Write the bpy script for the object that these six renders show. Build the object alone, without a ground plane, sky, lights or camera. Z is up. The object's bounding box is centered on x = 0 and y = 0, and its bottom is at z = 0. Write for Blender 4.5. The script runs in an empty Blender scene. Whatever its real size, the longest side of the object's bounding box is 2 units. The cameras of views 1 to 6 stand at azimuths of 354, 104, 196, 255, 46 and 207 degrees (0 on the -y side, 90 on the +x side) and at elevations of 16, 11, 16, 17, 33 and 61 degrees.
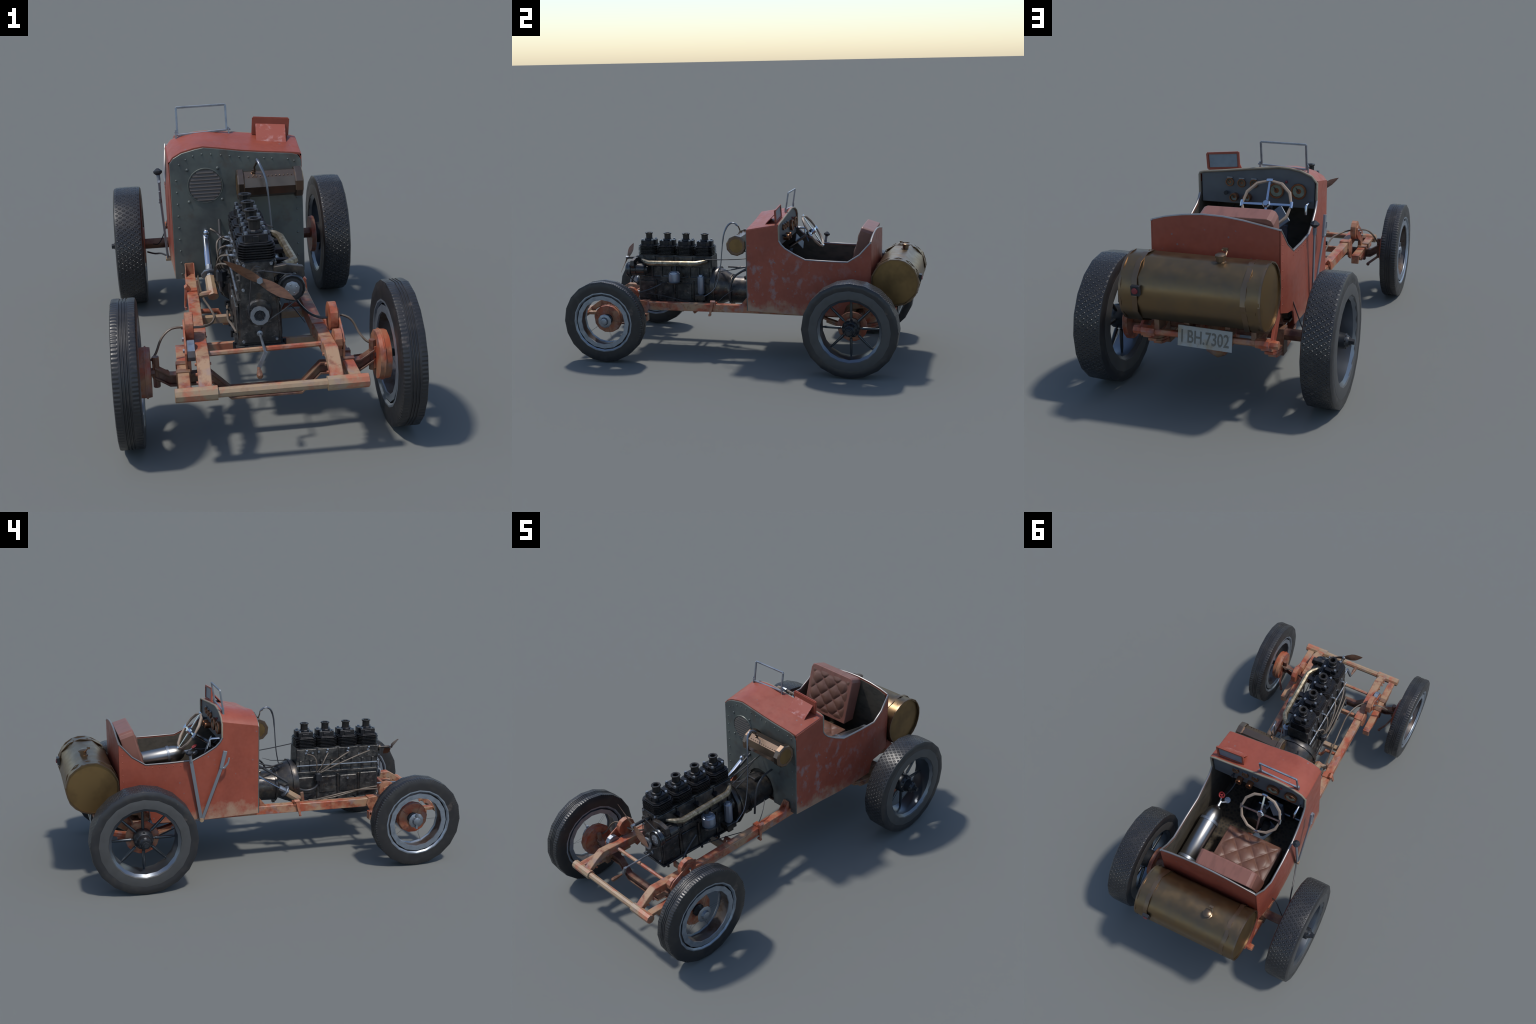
import bpy, bmesh, math, random
from mathutils import Vector, Matrix, Euler

random.seed(7)
CX = -0.0095            # centre plane of the body (the car sits a touch off the frame's axis)
ENG = -0.0145           # centre plane of the engine
pi = math.pi

# ------------------------------------------------------------------ materials
def srgb(r, g, b):
    f = lambda c: c / 12.92 if c <= 0.04045 else ((c + 0.055) / 1.055) ** 2.4
    return (f(r / 255), f(g / 255), f(b / 255), 1.0)

class Mat:
    """small helper around a node tree: Principled BSDF fed by procedural masks"""
    def __init__(self, name, base=(0.5, 0.5, 0.5, 1), metallic=0.0, rough=0.5, spec=0.5):
        self.m = bpy.data.materials.new(name)
        self.m.use_nodes = True
        self.t = self.m.node_tree
        self.p = self.t.nodes["Principled BSDF"]
        self.p.inputs["Base Color"].default_value = base
        self.p.inputs["Metallic"].default_value = metallic
        self.p.inputs["Roughness"].default_value = rough
        self.p.inputs["Specular IOR Level"].default_value = spec
        self.tc = self.t.nodes.new("ShaderNodeTexCoord")
        self.col = None
    def n(self, kind, **kw):
        nd = self.t.nodes.new(kind)
        for k, v in kw.items():
            setattr(nd, k, v)
        return nd
    def link(self, a, b):
        self.t.links.new(a, b)
    def noise(self, scale, detail=4, rough=0.6, stretch=(1, 1, 1), offset=(0, 0, 0)):
        mp = self.n("ShaderNodeMapping")
        mp.inputs["Scale"].default_value = stretch
        mp.inputs["Location"].default_value = offset
        self.link(self.tc.outputs["Object"], mp.inputs["Vector"])
        nz = self.n("ShaderNodeTexNoise")
        nz.inputs["Scale"].default_value = scale
        nz.inputs["Detail"].default_value = detail
        nz.inputs["Roughness"].default_value = rough
        self.link(mp.outputs["Vector"], nz.inputs["Vector"])
        return nz.outputs["Fac"]
    def voronoi(self, scale, feature='F1', rnd=1.0):
        v = self.n("ShaderNodeTexVoronoi", feature=feature)
        v.inputs["Scale"].default_value = scale
        v.inputs["Randomness"].default_value = rnd
        self.link(self.tc.outputs["Object"], v.inputs["Vector"])
        return v.outputs["Distance"]
    def ramp(self, src, lo, hi, a=0.0, b=1.0):
        mr = self.n("ShaderNodeMapRange")
        mr.inputs["From Min"].default_value = lo
        mr.inputs["From Max"].default_value = hi
        mr.inputs["To Min"].default_value = a
        mr.inputs["To Max"].default_value = b
        self.link(src, mr.inputs["Value"])
        return mr.outputs["Result"]
    def math(self, op, a, b=None):
        m = self.n("ShaderNodeMath", operation=op)
        for i, s in enumerate((a, b)):
            if s is None: continue
            if isinstance(s, (int, float)): m.inputs[i].default_value = s
            else: self.link(s, m.inputs[i])
        return m.outputs["Value"]
    def xyz(self):
        s = self.n("ShaderNodeSeparateXYZ")
        self.link(self.tc.outputs["Object"], s.inputs[0])
        return s.outputs
    def mix(self, fac, colour):
        """lay a colour over what is there so far, by a mask"""
        mx = self.n("ShaderNodeMix", data_type='RGBA')
        self.link(fac, mx.inputs[0])
        if self.col is None:
            mx.inputs[6].default_value = self.p.inputs["Base Color"].default_value
        else:
            self.link(self.col, mx.inputs[6])
        mx.inputs[7].default_value = colour
        self.col = mx.outputs[2]
        self.link(self.col, self.p.inputs["Base Color"])
        return self
    def drive(self, name, src):
        self.link(src, self.p.inputs[name]); return self
    def bump(self, src, strength=0.3, dist=0.002):
        b = self.n("ShaderNodeBump")
        b.inputs["Strength"].default_value = strength
        b.inputs["Distance"].default_value = dist
        self.link(src, b.inputs["Height"])
        if self.p.inputs["Normal"].is_linked:
            self.link(self.p.inputs["Normal"].links[0].from_socket, b.inputs["Normal"])
        self.link(b.outputs["Normal"], self.p.inputs["Normal"])
        return self

M = {}
def build_materials():
    # red sheet-metal paint: brick red, dull, worn through to a pale lilac grey, small grey chips, dust at the sill
    def paint(name, base, wear):
        m = Mat(name, base, 0.0, 0.46, 0.45)
        m.mix(m.ramp(m.noise(9, 3), 0.40, 0.65, 0, 0.45), srgb(126, 60, 46))
        m.mix(m.ramp(m.noise(60, 2), 0.35, 0.75, 0, 0.2), srgb(168, 94, 76))
        if wear:
            x, y, z = m.xyz()
            big = m.noise(20, 5, 0.62, (1, 1, 0.8), (3.1, 0, 0))
            zone = m.math('MULTIPLY', m.ramp(z, 0.66, 0.58), m.ramp(y, 0.75, 0.25))
            rightside = m.math('MULTIPLY', zone, m.ramp(x, 0.22, 0.24))
            m.mix(m.math('MULTIPLY', m.ramp(big, 0.53, 0.66, 0, 0.85), rightside), srgb(144, 116, 114))
            chip = m.math('MULTIPLY', m.ramp(m.voronoi(30), 0.16, 0.06), m.ramp(m.noise(13, 2), 0.5, 0.56))
            m.mix(m.math('MULTIPLY', chip, 0.8), srgb(112, 112, 116))
            low = m.math('ADD', m.ramp(z, 0.40, 0.27), m.ramp(m.noise(16, 4), 0.3, 0.7, -0.55, 0.25))
            front = m.ramp(y, 0.62, 0.10, 0.35, 1.0)
            m.mix(m.math('MULTIPLY', m.ramp(m.math('MULTIPLY', low, front), 0.25, 0.75, 0, 0.75), 1.0), srgb(168, 142, 118))
        m.drive("Roughness", m.ramp(m.noise(24, 3), 0.3, 0.7, 0.32, 0.50))
        m.bump(m.noise(90, 3), 0.12, 0.002)
        return m.m
    M['paint'] = paint("worn_red_paint", srgb(150, 74, 56), True)
    M['paint_plain'] = paint("red_paint", srgb(150, 74, 56), False)
    m = Mat("faded_red_paint", srgb(160, 82, 66), 0, 0.45)
    m.mix(m.ramp(m.noise(34, 4), 0.52, 0.66, 0, 0.7), srgb(196, 150, 144))
    M['paint_faded'] = m.m
    # chassis: orange primer over sand-beige
    def primer(name, base, beige, rust, grey, flush=0.0):
        """brush-worn primer: orange breaking into sand beige, brown and a cold grey bloom"""
        m = Mat(name, base, 0, 0.46)
        m.mix(m.ramp(m.noise(15, 5, 0.6, (1, 0.7, 1)), 0.40, 0.58, 0, beige), srgb(168, 138, 108))
        m.mix(m.ramp(m.noise(28, 4, 0.6, offset=(5, 2, 1)), 0.52, 0.66, 0, rust), srgb(118, 64, 48))
        m.mix(m.ramp(m.noise(20, 4, 0.6, offset=(9, 4, 2)), 0.54, 0.68, 0, grey), srgb(142, 124, 124))
        if flush:
            m.mix(m.ramp(m.noise(13, 5, 0.6, offset=(3, 8, 6)), 0.50, 0.62, 0, flush), srgb(178, 98, 70))
        m.bump(m.noise(120, 3), 0.2, 0.001)
        return m.m
    M['frame'] = primer("chipped_orange_primer", srgb(164, 82, 56), 0.9, 0.7, 0.6)
    M['orange'] = primer("orange_primer", srgb(164, 80, 52), 0.6, 0.75, 0.5)
    M['beige'] = primer("sand_beige_paint", srgb(160, 136, 108), 0.5, 0.3, 0.5, 0.8)
    M['brown_frame'] = primer("brown_primer", srgb(88, 52, 43), 0.4, 0.7, 0.2)
    # rubber
    def rubber(name, base, tread):
        m = Mat(name, base, 0.0, 0.42, 0.5)
        m.mix(m.ramp(m.noise(22, 5), 0.50, 0.75, 0, 0.5), srgb(68, 64, 60))
        m.mix(m.ramp(m.noise(14, 5, offset=(3, 3, 3)), 0.66, 0.72, 0, 0.6), srgb(92, 82, 76))
        x, y, z = m.xyz()
        ang = m.math('ARCTAN2', z, y)
        if tread == 'stud':
            row = m.math('MULTIPLY', x, 1 / 0.032)
            u = m.math('MULTIPLY', ang, 72 / (2 * pi))
            a = m.math('SINE', m.math('MULTIPLY', m.math('ADD', u, row), pi))
            b = m.math('SINE', m.math('MULTIPLY', m.math('SUBTRACT', u, row), pi))
            h = m.math('MULTIPLY', m.math('ABSOLUTE', a), m.math('ABSOLUTE', b))
            edge = m.ramp(m.math('ABSOLUTE', x), 0.052, 0.046)
            h = m.math('MULTIPLY', m.math('SUBTRACT', m.ramp(h, 0.45, 0.70), m.ramp(h, 0.80, 0.96, 0, 0.6)), edge)
            rad = m.math('SQRT', m.math('ADD', m.math('MULTIPLY', y, y), m.math('MULTIPLY', z, z)))
            h = m.math('MULTIPLY', h, m.ramp(rad, 0.2500, 0.2515))
            m.bump(h, 0.8, 0.004)
            m.drive("Roughness", m.ramp(m.noise(30, 3), 0.3, 0.7, 0.30, 0.44))
        elif tread == 'rib':
            u = m.math('SINE', m.math('MULTIPLY', ang, 110))
            sh = m.ramp(m.math('ABSOLUTE', x), 0.0165, 0.0200)
            rad = m.math('SQRT', m.math('ADD', m.math('MULTIPLY', y, y), m.math('MULTIPLY', z, z)))
            h = m.math('MULTIPLY', m.math('MULTIPLY', u, sh), m.ramp(rad, 0.2235, 0.2255))
            m.bump(h, 0.32, 0.002)
            m.drive("Roughness", m.ramp(m.noise(30, 3), 0.3, 0.7, 0.30, 0.48))
        m.bump(m.noise(140, 3), 0.15, 0.001)
        return m.m
    M['rubber_stud'] = rubber("studded_rubber", srgb(42, 42, 44), 'stud')
    M['rubber_rib'] = rubber("ribbed_rubber", srgb(42, 41, 42), 'rib')
    m = Mat("grey_sidewall", srgb(72, 72, 72), 0, 0.5)
    m.mix(m.ramp(m.noise(18, 4), 0.45, 0.7, 0, 0.5), srgb(60, 59, 58))
    M['sidewall'] = m.m
    # metals
    m = Mat("dull_steel", srgb(150, 156, 164), 0.85, 0.42)
    m.mix(m.ramp(m.noise(40, 4), 0.45, 0.7, 0, 0.6), srgb(118, 122, 128))
    m.drive("Roughness", m.ramp(m.noise(50, 3), 0.3, 0.7, 0.32, 0.55))
    M['steel'] = m.m
    m = Mat("rim_steel", srgb(150, 158, 168), 0.7, 0.40)
    m.mix(m.ramp(m.noise(26, 4), 0.45, 0.68, 0, 0.6), srgb(112, 120, 128))
    M['rim'] = m.m
    m = Mat("rim_barrel_rust", srgb(104, 98, 96), 0.6, 0.45)
    m.mix(m.ramp(m.noise(20, 5), 0.44, 0.62, 0, 0.85), srgb(84, 66, 54))
    M['barrel'] = m.m
    M['rim_dark'] = Mat("dark_rim_steel", srgb(112, 118, 126), 0.85, 0.32).m
    M['spoke'] = Mat("spoke_steel", srgb(78, 82, 86), 0.85, 0.32).m
    M['pipe'] = Mat("grey_pipe", srgb(122, 126, 134), 0.8, 0.34).m
    M['chrome'] = Mat("chrome", srgb(196, 202, 212), 1.0, 0.16).m
    M['bright'] = Mat("polished_steel", srgb(168, 166, 162), 1.0, 0.33).m
    m = Mat("painted_grey_lever", srgb(128, 132, 138), 0.35, 0.5)
    m.bump(m.noise(220, 2), 0.2, 0.0006)
    M['lever'] = m.m
    M['dark'] = Mat("black_iron", srgb(52, 54, 58), 0.5, 0.42).m
    M['blueplate'] = Mat("blue_grey_plate", srgb(96, 106, 118), 0.4, 0.45).m
    # engine
    m = Mat("oily_black_iron", srgb(60, 60, 61), 0.55, 0.42)
    m.mix(m.ramp(m.noise(20, 6, 0.65), 0.46, 0.62, 0, 0.85), srgb(98, 95, 91))
    m.mix(m.ramp(m.noise(30, 5, offset=(4, 1, 7)), 0.58, 0.72, 0, 0.6), srgb(104, 86, 68))
    m.mix(m.ramp(m.noise(55, 5, 0.7, (1, 0.5, 1.5), (2, 6, 3)), 0.60, 0.68, 0, 0.6), srgb(140, 138, 134))
    m.mix(m.ramp(m.noise(12, 5, offset=(1, 5, 2)), 0.52, 0.70, 0, 0.6), srgb(34, 34, 36))
    m.drive("Roughness", m.ramp(m.noise(40, 4), 0.3, 0.7, 0.26, 0.55))
    m.bump(m.noise(70, 4), 0.35, 0.003)
    M['engine'] = m.m
    m = Mat("black_iron_fins", srgb(44, 44, 47), 0.6, 0.34)
    m.mix(m.ramp(m.noise(40, 5), 0.55, 0.72, 0, 0.6), srgb(82, 74, 66))
    m.drive("Roughness", m.ramp(m.noise(40, 4), 0.3, 0.7, 0.24, 0.5))
    m.bump(m.noise(80, 4), 0.25, 0.002)
    M['fins'] = m.m
    m = Mat("gearbox_iron", srgb(74, 72, 72), 0.75, 0.36)
    m.mix(m.ramp(m.noise(22, 5), 0.45, 0.68, 0, 0.8), srgb(108, 98, 86))
    m.mix(m.ramp(m.noise(18, 4, offset=(4, 4, 1)), 0.5, 0.7, 0, 0.7), srgb(46, 46, 50))
    m.drive("Roughness", m.ramp(m.noise(30, 4), 0.3, 0.7, 0.22, 0.5))
    M['gearbox'] = m.m
    m = Mat("brown_black_bells", srgb(44, 42, 41), 0.5, 0.4)
    m.mix(m.ramp(m.noise(40, 3), 0.45, 0.7, 0, 0.6), srgb(82, 74, 66))
    M['bell'] = m.m
    m = Mat("scaled_exhaust_steel", srgb(136, 124, 104), 0.75, 0.40)
    m.mix(m.ramp(m.noise(46, 5), 0.48, 0.62, 0, 0.8), srgb(178, 168, 146))
    m.mix(m.ramp(m.noise(30, 5, offset=(2, 2, 5)), 0.52, 0.66, 0, 0.8), srgb(84, 76, 64))
    M['exhaust'] = m.m
    M['silver_cyl'] = Mat("zinc_grey", srgb(158, 168, 184), 0.7, 0.40).m
    # firewall and dash
    m = Mat("stained_grey_sheet", srgb(104, 109, 104), 0.4, 0.44)
    m.mix(m.ramp(m.noise(9, 5, 0.6), 0.44, 0.66, 0, 0.75), srgb(80, 82, 82))
    m.mix(m.ramp(m.noise(13, 5, 0.6, offset=(7, 3, 1)), 0.55, 0.70, 0, 0.6), srgb(96, 84, 74))
    m.mix(m.ramp(m.noise(6, 4, offset=(1, 3, 8)), 0.58, 0.72, 0, 0.45), srgb(126, 134, 130))
    m.bump(m.noise(40, 4), 0.15, 0.002)
    M['firewall'] = m.m
    m = Mat("dash_grey", srgb(92, 96, 100), 0.25, 0.5)
    m.mix(m.ramp(m.noise(14, 4), 0.45, 0.7, 0, 0.5), srgb(76, 80, 84))
    M['dash'] = m.m
    m = Mat("louvre_brown_grey", srgb(96, 88, 82), 0.4, 0.5)
    M['louvre'] = m.m
    m = Mat("beige_rope", srgb(138, 127, 110), 0, 0.6)
    m.bump(m.noise(180, 2), 0.5, 0.002)
    M['rope'] = m.m
    M['trim'] = Mat("trim_steel", srgb(148, 144, 142), 0.7, 0.42).m
    # brass
    m = Mat("dull_brass", srgb(128, 106, 78), 0.92, 0.36)
    m.mix(m.ramp(m.noise(10, 5), 0.44, 0.68, 0, 0.7), srgb(112, 98, 82))
    m.mix(m.ramp(m.noise(50, 4, offset=(3, 1, 1)), 0.60, 0.72, 0, 0.4), srgb(136, 110, 80))
    m.drive("Roughness", m.ramp(m.noise(18, 4), 0.3, 0.7, 0.28, 0.44))
    m.bump(m.noise(160, 3), 0.08, 0.001)
    M['brass'] = m.m
    m = Mat("brass_end_plate", srgb(134, 108, 70), 0.8, 0.42)
    m.mix(m.ramp(m.noise(9, 4), 0.45, 0.7, 0, 0.6), srgb(98, 78, 52))
    m.bump(m.noise(200, 2), 0.15, 0.001)
    M['brass_end'] = m.m
    M['strap'] = Mat("bronze_strap", srgb(126, 106, 86), 0.9, 0.34).m
    m = Mat("brown_brass", srgb(128, 108, 92), 0.9, 0.26)
    m.mix(m.ramp(m.noise(14, 4), 0.45, 0.7, 0, 0.6), srgb(108, 92, 80))
    M['brass_brown'] = m.m
    M['copper'] = Mat("aged_copper", srgb(146, 100, 72), 0.85, 0.34).m
    m = Mat("dial_face", srgb(122, 130, 114), 0, 0.4)
    m.mix(m.ramp(m.noise(70, 4), 0.45, 0.65, 0, 0.6), srgb(96, 100, 84))
    M['dial'] = m.m
    M['dial_dark'] = Mat("dark_dial", srgb(78, 72, 58), 0, 0.4).m
    # leather etc
    m = Mat("brown_leather", srgb(110, 76, 62), 0, 0.46)
    m.mix(m.ramp(m.noise(14, 4), 0.45, 0.7, 0, 0.5), srgb(92, 62, 50))
    m.mix(m.ramp(m.noise(40, 4, offset=(4, 1, 2)), 0.56, 0.72, 0, 0.35), srgb(136, 104, 90))
    m.bump(m.noise(120, 4), 0.2, 0.001)
    M['leather'] = m.m
    m = Mat("red_brown_leather", srgb(130, 86, 74), 0, 0.44)
    m.mix(m.ramp(m.noise(14, 4, 0.6, (3, 1, 0.6)), 0.45, 0.7, 0, 0.6), srgb(108, 70, 60))
    m.bump(m.noise(100, 4), 0.2, 0.001)
    M['leather_red'] = m.m
    m = Mat("dark_brown_lining", srgb(78, 72, 62), 0, 0.7)
    m.mix(m.ramp(m.noise(18, 5, 0.6, (1, 1, 2)), 0.45, 0.65, 0, 0.8), srgb(56, 52, 46))
    m.bump(m.noise(50, 4), 0.3, 0.003)
    M['lining'] = m.m
    m = Mat("matted_floor", srgb(50, 46, 42), 0, 0.8)
    m.mix(m.ramp(m.voronoi(60), 0.25, 0.55, 0, 0.5), srgb(96, 84, 66))
    m.bump(m.voronoi(60), 0.5, 0.004)
    M['floor'] = m.m
    m = Mat("brown_wood", srgb(120, 84, 62), 0, 0.45)
    m.mix(m.ramp(m.noise(20, 4, 0.6, (1, 6, 6)), 0.45, 0.65, 0, 0.7), srgb(90, 60, 44))
    M['wood'] = m.m
    M['grip'] = Mat("tan_rim_wrap", srgb(146, 128, 112), 0, 0.5).m
    M['red_knob'] = Mat("red_handwheel", srgb(150, 48, 50), 0, 0.4).m
    M['lens'] = Mat("red_lens", srgb(120, 38, 44), 0, 0.35).m
    m = Mat("rear_mirror", srgb(120, 134, 146), 0.35, 0.28)
    m.mix(m.ramp(m.noise(40, 4), 0.45, 0.7, 0, 0.4), srgb(100, 114, 126))
    M['mirror'] = m.m
    M['cable_tan'] = Mat("tan_cable", srgb(108, 96, 84), 0.0, 0.42).m
    M['cable_black'] = Mat("black_hose", srgb(58, 58, 60), 0.1, 0.38).m
    m = Mat("number_plate", srgb(160, 164, 166), 0.2, 0.5)
    m.mix(m.ramp(m.noise(16, 5), 0.48, 0.68, 0, 0.75), srgb(152, 136, 108))
    m.mix(m.ramp(m.noise(60, 5, offset=(1, 2, 1)), 0.58, 0.70, 0, 0.5), srgb(110, 104, 92))
    M['plate'] = m.m
    M['plate_ink'] = Mat("faded_ink", srgb(108, 106, 100), 0.1, 0.6).m

build_materials()

# ------------------------------------------------------------------ geometry helpers
ROOT = None
def V(*a): return Vector(a)

class Shape:
    """collects pieces of geometry in world coordinates, becomes one mesh object"""
    def __init__(self): self.bm = bmesh.new()
    def faces(self, verts, faces):
        vs = [self.bm.verts.new(v) for v in verts]
        for f in faces:
            try: self.bm.faces.new([vs[i] for i in f])
            except ValueError: pass
        return vs
    def box(self, lo, hi, rot=None, taper=None):
        """axis-aligned box lo..hi; rot=(axis, angle) about its centre; taper scales the top in x,y"""
        lo, hi = Vector(lo), Vector(hi); c = (lo + hi) / 2; h = (hi - lo) / 2
        pts = []
        for z in (-1, 1):
            for y in (-1, 1):
                for x in (-1, 1):
                    p = V(x * h.x, y * h.y, z * h.z)
                    if taper and z > 0: p.x *= taper[0]; p.y *= taper[1]
                    pts.append(p)
        if rot:
            R = Matrix.Rotation(rot[1], 3, rot[0]); pts = [R @ p for p in pts]
        pts = [p + c for p in pts]
        self.faces(pts, [(0, 2, 3, 1), (4, 5, 7, 6), (0, 1, 5, 4), (2, 6, 7, 3), (0, 4, 6, 2), (1, 3, 7, 5)])
        return self
    def beam(self, a, b, w, h, up=(0, 0, 1), w2=None, h2=None):
        """rectangular bar from a to b, w across, h along 'up'"""
        a, b = Vector(a), Vector(b); d = (b - a).normalized(); up = Vector(up)
        s = d.cross(up).normalized(); u = s.cross(d).normalized()
        w2 = w if w2 is None else w2; h2 = h if h2 is None else h2
        pts = []
        for p, ww, hh in ((a, w, h), (b, w2, h2)):
            for i, j in ((-1, -1), (1, -1), (1, 1), (-1, 1)):
                pts.append(p + s * (i * ww / 2) + u * (j * hh / 2))
        self.faces(pts, [(3, 2, 1, 0), (4, 5, 6, 7), (0, 1, 5, 4), (1, 2, 6, 5), (2, 3, 7, 6), (3, 0, 4, 7)])
        return self
    def prism(self, outline, axis, lo, hi):
        """polygon outline in the plane across 'axis' (x: (y,z), y: (x,z), z: (x,y)), from lo to hi"""
        def P(p, t):
            return {'x': V(t, p[0], p[1]), 'y': V(p[0], t, p[1]), 'z': V(p[0], p[1], t)}[axis]
        n = len(outline)
        vs = [P(p, lo) for p in outline] + [P(p, hi) for p in outline]
        fs = [tuple(range(n)), tuple(reversed(range(n, 2 * n)))]
        for i in range(n):
            j = (i + 1) % n
            fs.append((i, i + n, j + n, j))
        self.faces(vs, fs); return self
    def lathe(self, profile, a, axis, seg=16, phase=0.0, closed=False):
        """profile [(distance along axis, radius)], about the axis through point a"""
        a = Vector(a); ax = Vector(axis).normalized()
        t = Vector((0, 0, 1)) if abs(ax.z) < 0.9 else Vector((0, 1, 0))
        e1 = (t - ax * t.dot(ax)).normalized(); e2 = ax.cross(e1)
        rings = []
        for d, r in profile:
            if r < 1e-6:
                rings.append([self.bm.verts.new(a + ax * d)])
            else:
                rings.append([self.bm.verts.new(a + ax * d + (e1 * math.cos(phase + 2 * pi * k / seg) + e2 * math.sin(phase + 2 * pi * k / seg)) * r) for k in range(seg)])
        pairs = list(zip(rings, rings[1:]))
        if closed: pairs.append((rings[-1], rings[0]))
        for r0, r1 in pairs:
            for k in range(seg):
                l = (k + 1) % seg
                q = [r0[k % len(r0)], r0[l % len(r0)], r1[l % len(r1)], r1[k % len(r1)]]
                q = [v for i, v in enumerate(q) if v not in q[:i]]
                if len(q) > 2:
                    try: self.bm.faces.new(q)
                    except ValueError: pass
        if not closed:
            for r in (rings[0], rings[-1]):
                if len(r) > 2:
                    try: self.bm.faces.new(r)
                    except ValueError: pass
        return self
    def rod(self, a, b, r, r2=None, seg=10):
        a, b = Vector(a), Vector(b); L = (b - a).length
        return self.lathe([(0, r), (L, r if r2 is None else r2)], a, b - a, seg)
    def ball(self, c, r, seg=10, squash=1.0, axis=(0, 0, 1)):
        n = 6
        return self.lathe([(-math.cos(pi * i / n) * r * squash, math.sin(pi * i / n) * r) for i in range(n + 1)], c, axis, seg)
    def tube(self, pts, r, seg=7, smooth=0, radii=None):
        """round bar along a polyline (optionally smoothed by Catmull-Rom)"""
        P = [Vector(p) for p in pts]
        if smooth:
            Q = []
            for i in range(len(P) - 1):
                p0 = P[max(i - 1, 0)]; p1 = P[i]; p2 = P[i + 1]; p3 = P[min(i + 2, len(P) - 1)]
                for s in range(smooth):
                    t = s / smooth
                    Q.append(0.5 * ((2 * p1) + (p2 - p0) * t + (2 * p0 - 5 * p1 + 4 * p2 - p3) * t * t + (3 * p1 - p0 - 3 * p2 + p3) * t ** 3))
            P = Q + [P[-1]]
        prev = None; first = None; n = None
        for i, p in enumerate(P):
            d = (P[min(i + 1, len(P) - 1)] - P[max(i - 1, 0)]).normalized()
            if n is None:
                n = d.orthogonal().normalized()
            n = (n - d * n.dot(d)).normalized(); m = d.cross(n)
            rr = r if radii is None else radii[min(int(i * len(radii) / len(P)), len(radii) - 1)]
            ring = [self.bm.verts.new(p + (n * math.cos(2 * pi * k / seg) + m * math.sin(2 * pi * k / seg)) * rr) for k in range(seg)]
            if prev:
                for k in range(seg):
                    l = (k + 1) % seg
                    self.bm.faces.new([prev[k], prev[l], ring[l], ring[k]])
            else: first = ring
            prev = ring
        self.bm.faces.new(first); self.bm.faces.new(prev)
        return self
    def loft(self, sections, close_ring=True, caps=True):
        rings = [[self.bm.verts.new(p) for p in s] for s in sections]
        n = len(rings[0])
        for a, b in zip(rings, rings[1:]):
            for k in range(n if close_ring else n - 1):
                l = (k + 1) % n
                self.bm.faces.new([a[k], a[l], b[l], b[k]])
        if caps and close_ring:
            self.bm.faces.new(rings[0]); self.bm.faces.new(rings[-1])
        return self
    def mesh(self, name, smooth=None):
        bm = self.bm
        bmesh.ops.recalc_face_normals(bm, faces=bm.faces)
        me = bpy.data.meshes.new(name)
        bm.to_mesh(me); bm.free()
        if smooth is not None:
            for p in me.polygons: p.use_smooth = True
            me.set_sharp_from_angle(angle=math.radians(smooth))
        return me
    def obj(self, name, mat, parent=None, smooth=None, bevel=0.0, seg=1, kind=None):
        me = self.mesh(name, smooth)
        me.materials.append(M[mat])
        o = add(name, me, parent)
        if bevel:
            b = o.modifiers.new("edge", 'BEVEL'); b.width = bevel; b.segments = seg
            b.limit_method = 'ANGLE'; b.angle_limit = math.radians(35)
        if kind: o["kind"] = kind
        return o

def add(name, data, parent=None, matrix=None):
    o = bpy.data.objects.new(name, data)
    bpy.context.scene.collection.objects.link(o)
    p = parent if parent is not None else ROOT
    if p is not None: o.parent = p
    if matrix is not None: o.matrix_local = matrix
    return o

def copy_of(o, matrix):
    c = o.copy(); bpy.context.scene.collection.objects.link(c)
    c.matrix_local = matrix
    return c

def solid(o, t, offset=-1):
    s = o.modifiers.new("thickness", 'SOLIDIFY'); s.thickness = t; s.offset = offset
    return o

ROOT = bpy.data.objects.new("vintage_race_car", None)
bpy.context.scene.collection.objects.link(ROOT)
ROOT["label"] = "old open red race car with bare engine and brass rear tank"
ROOT["category"] = "vintage car"

XL, XR = -0.262, 0.243          # outer faces of the body sides
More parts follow.
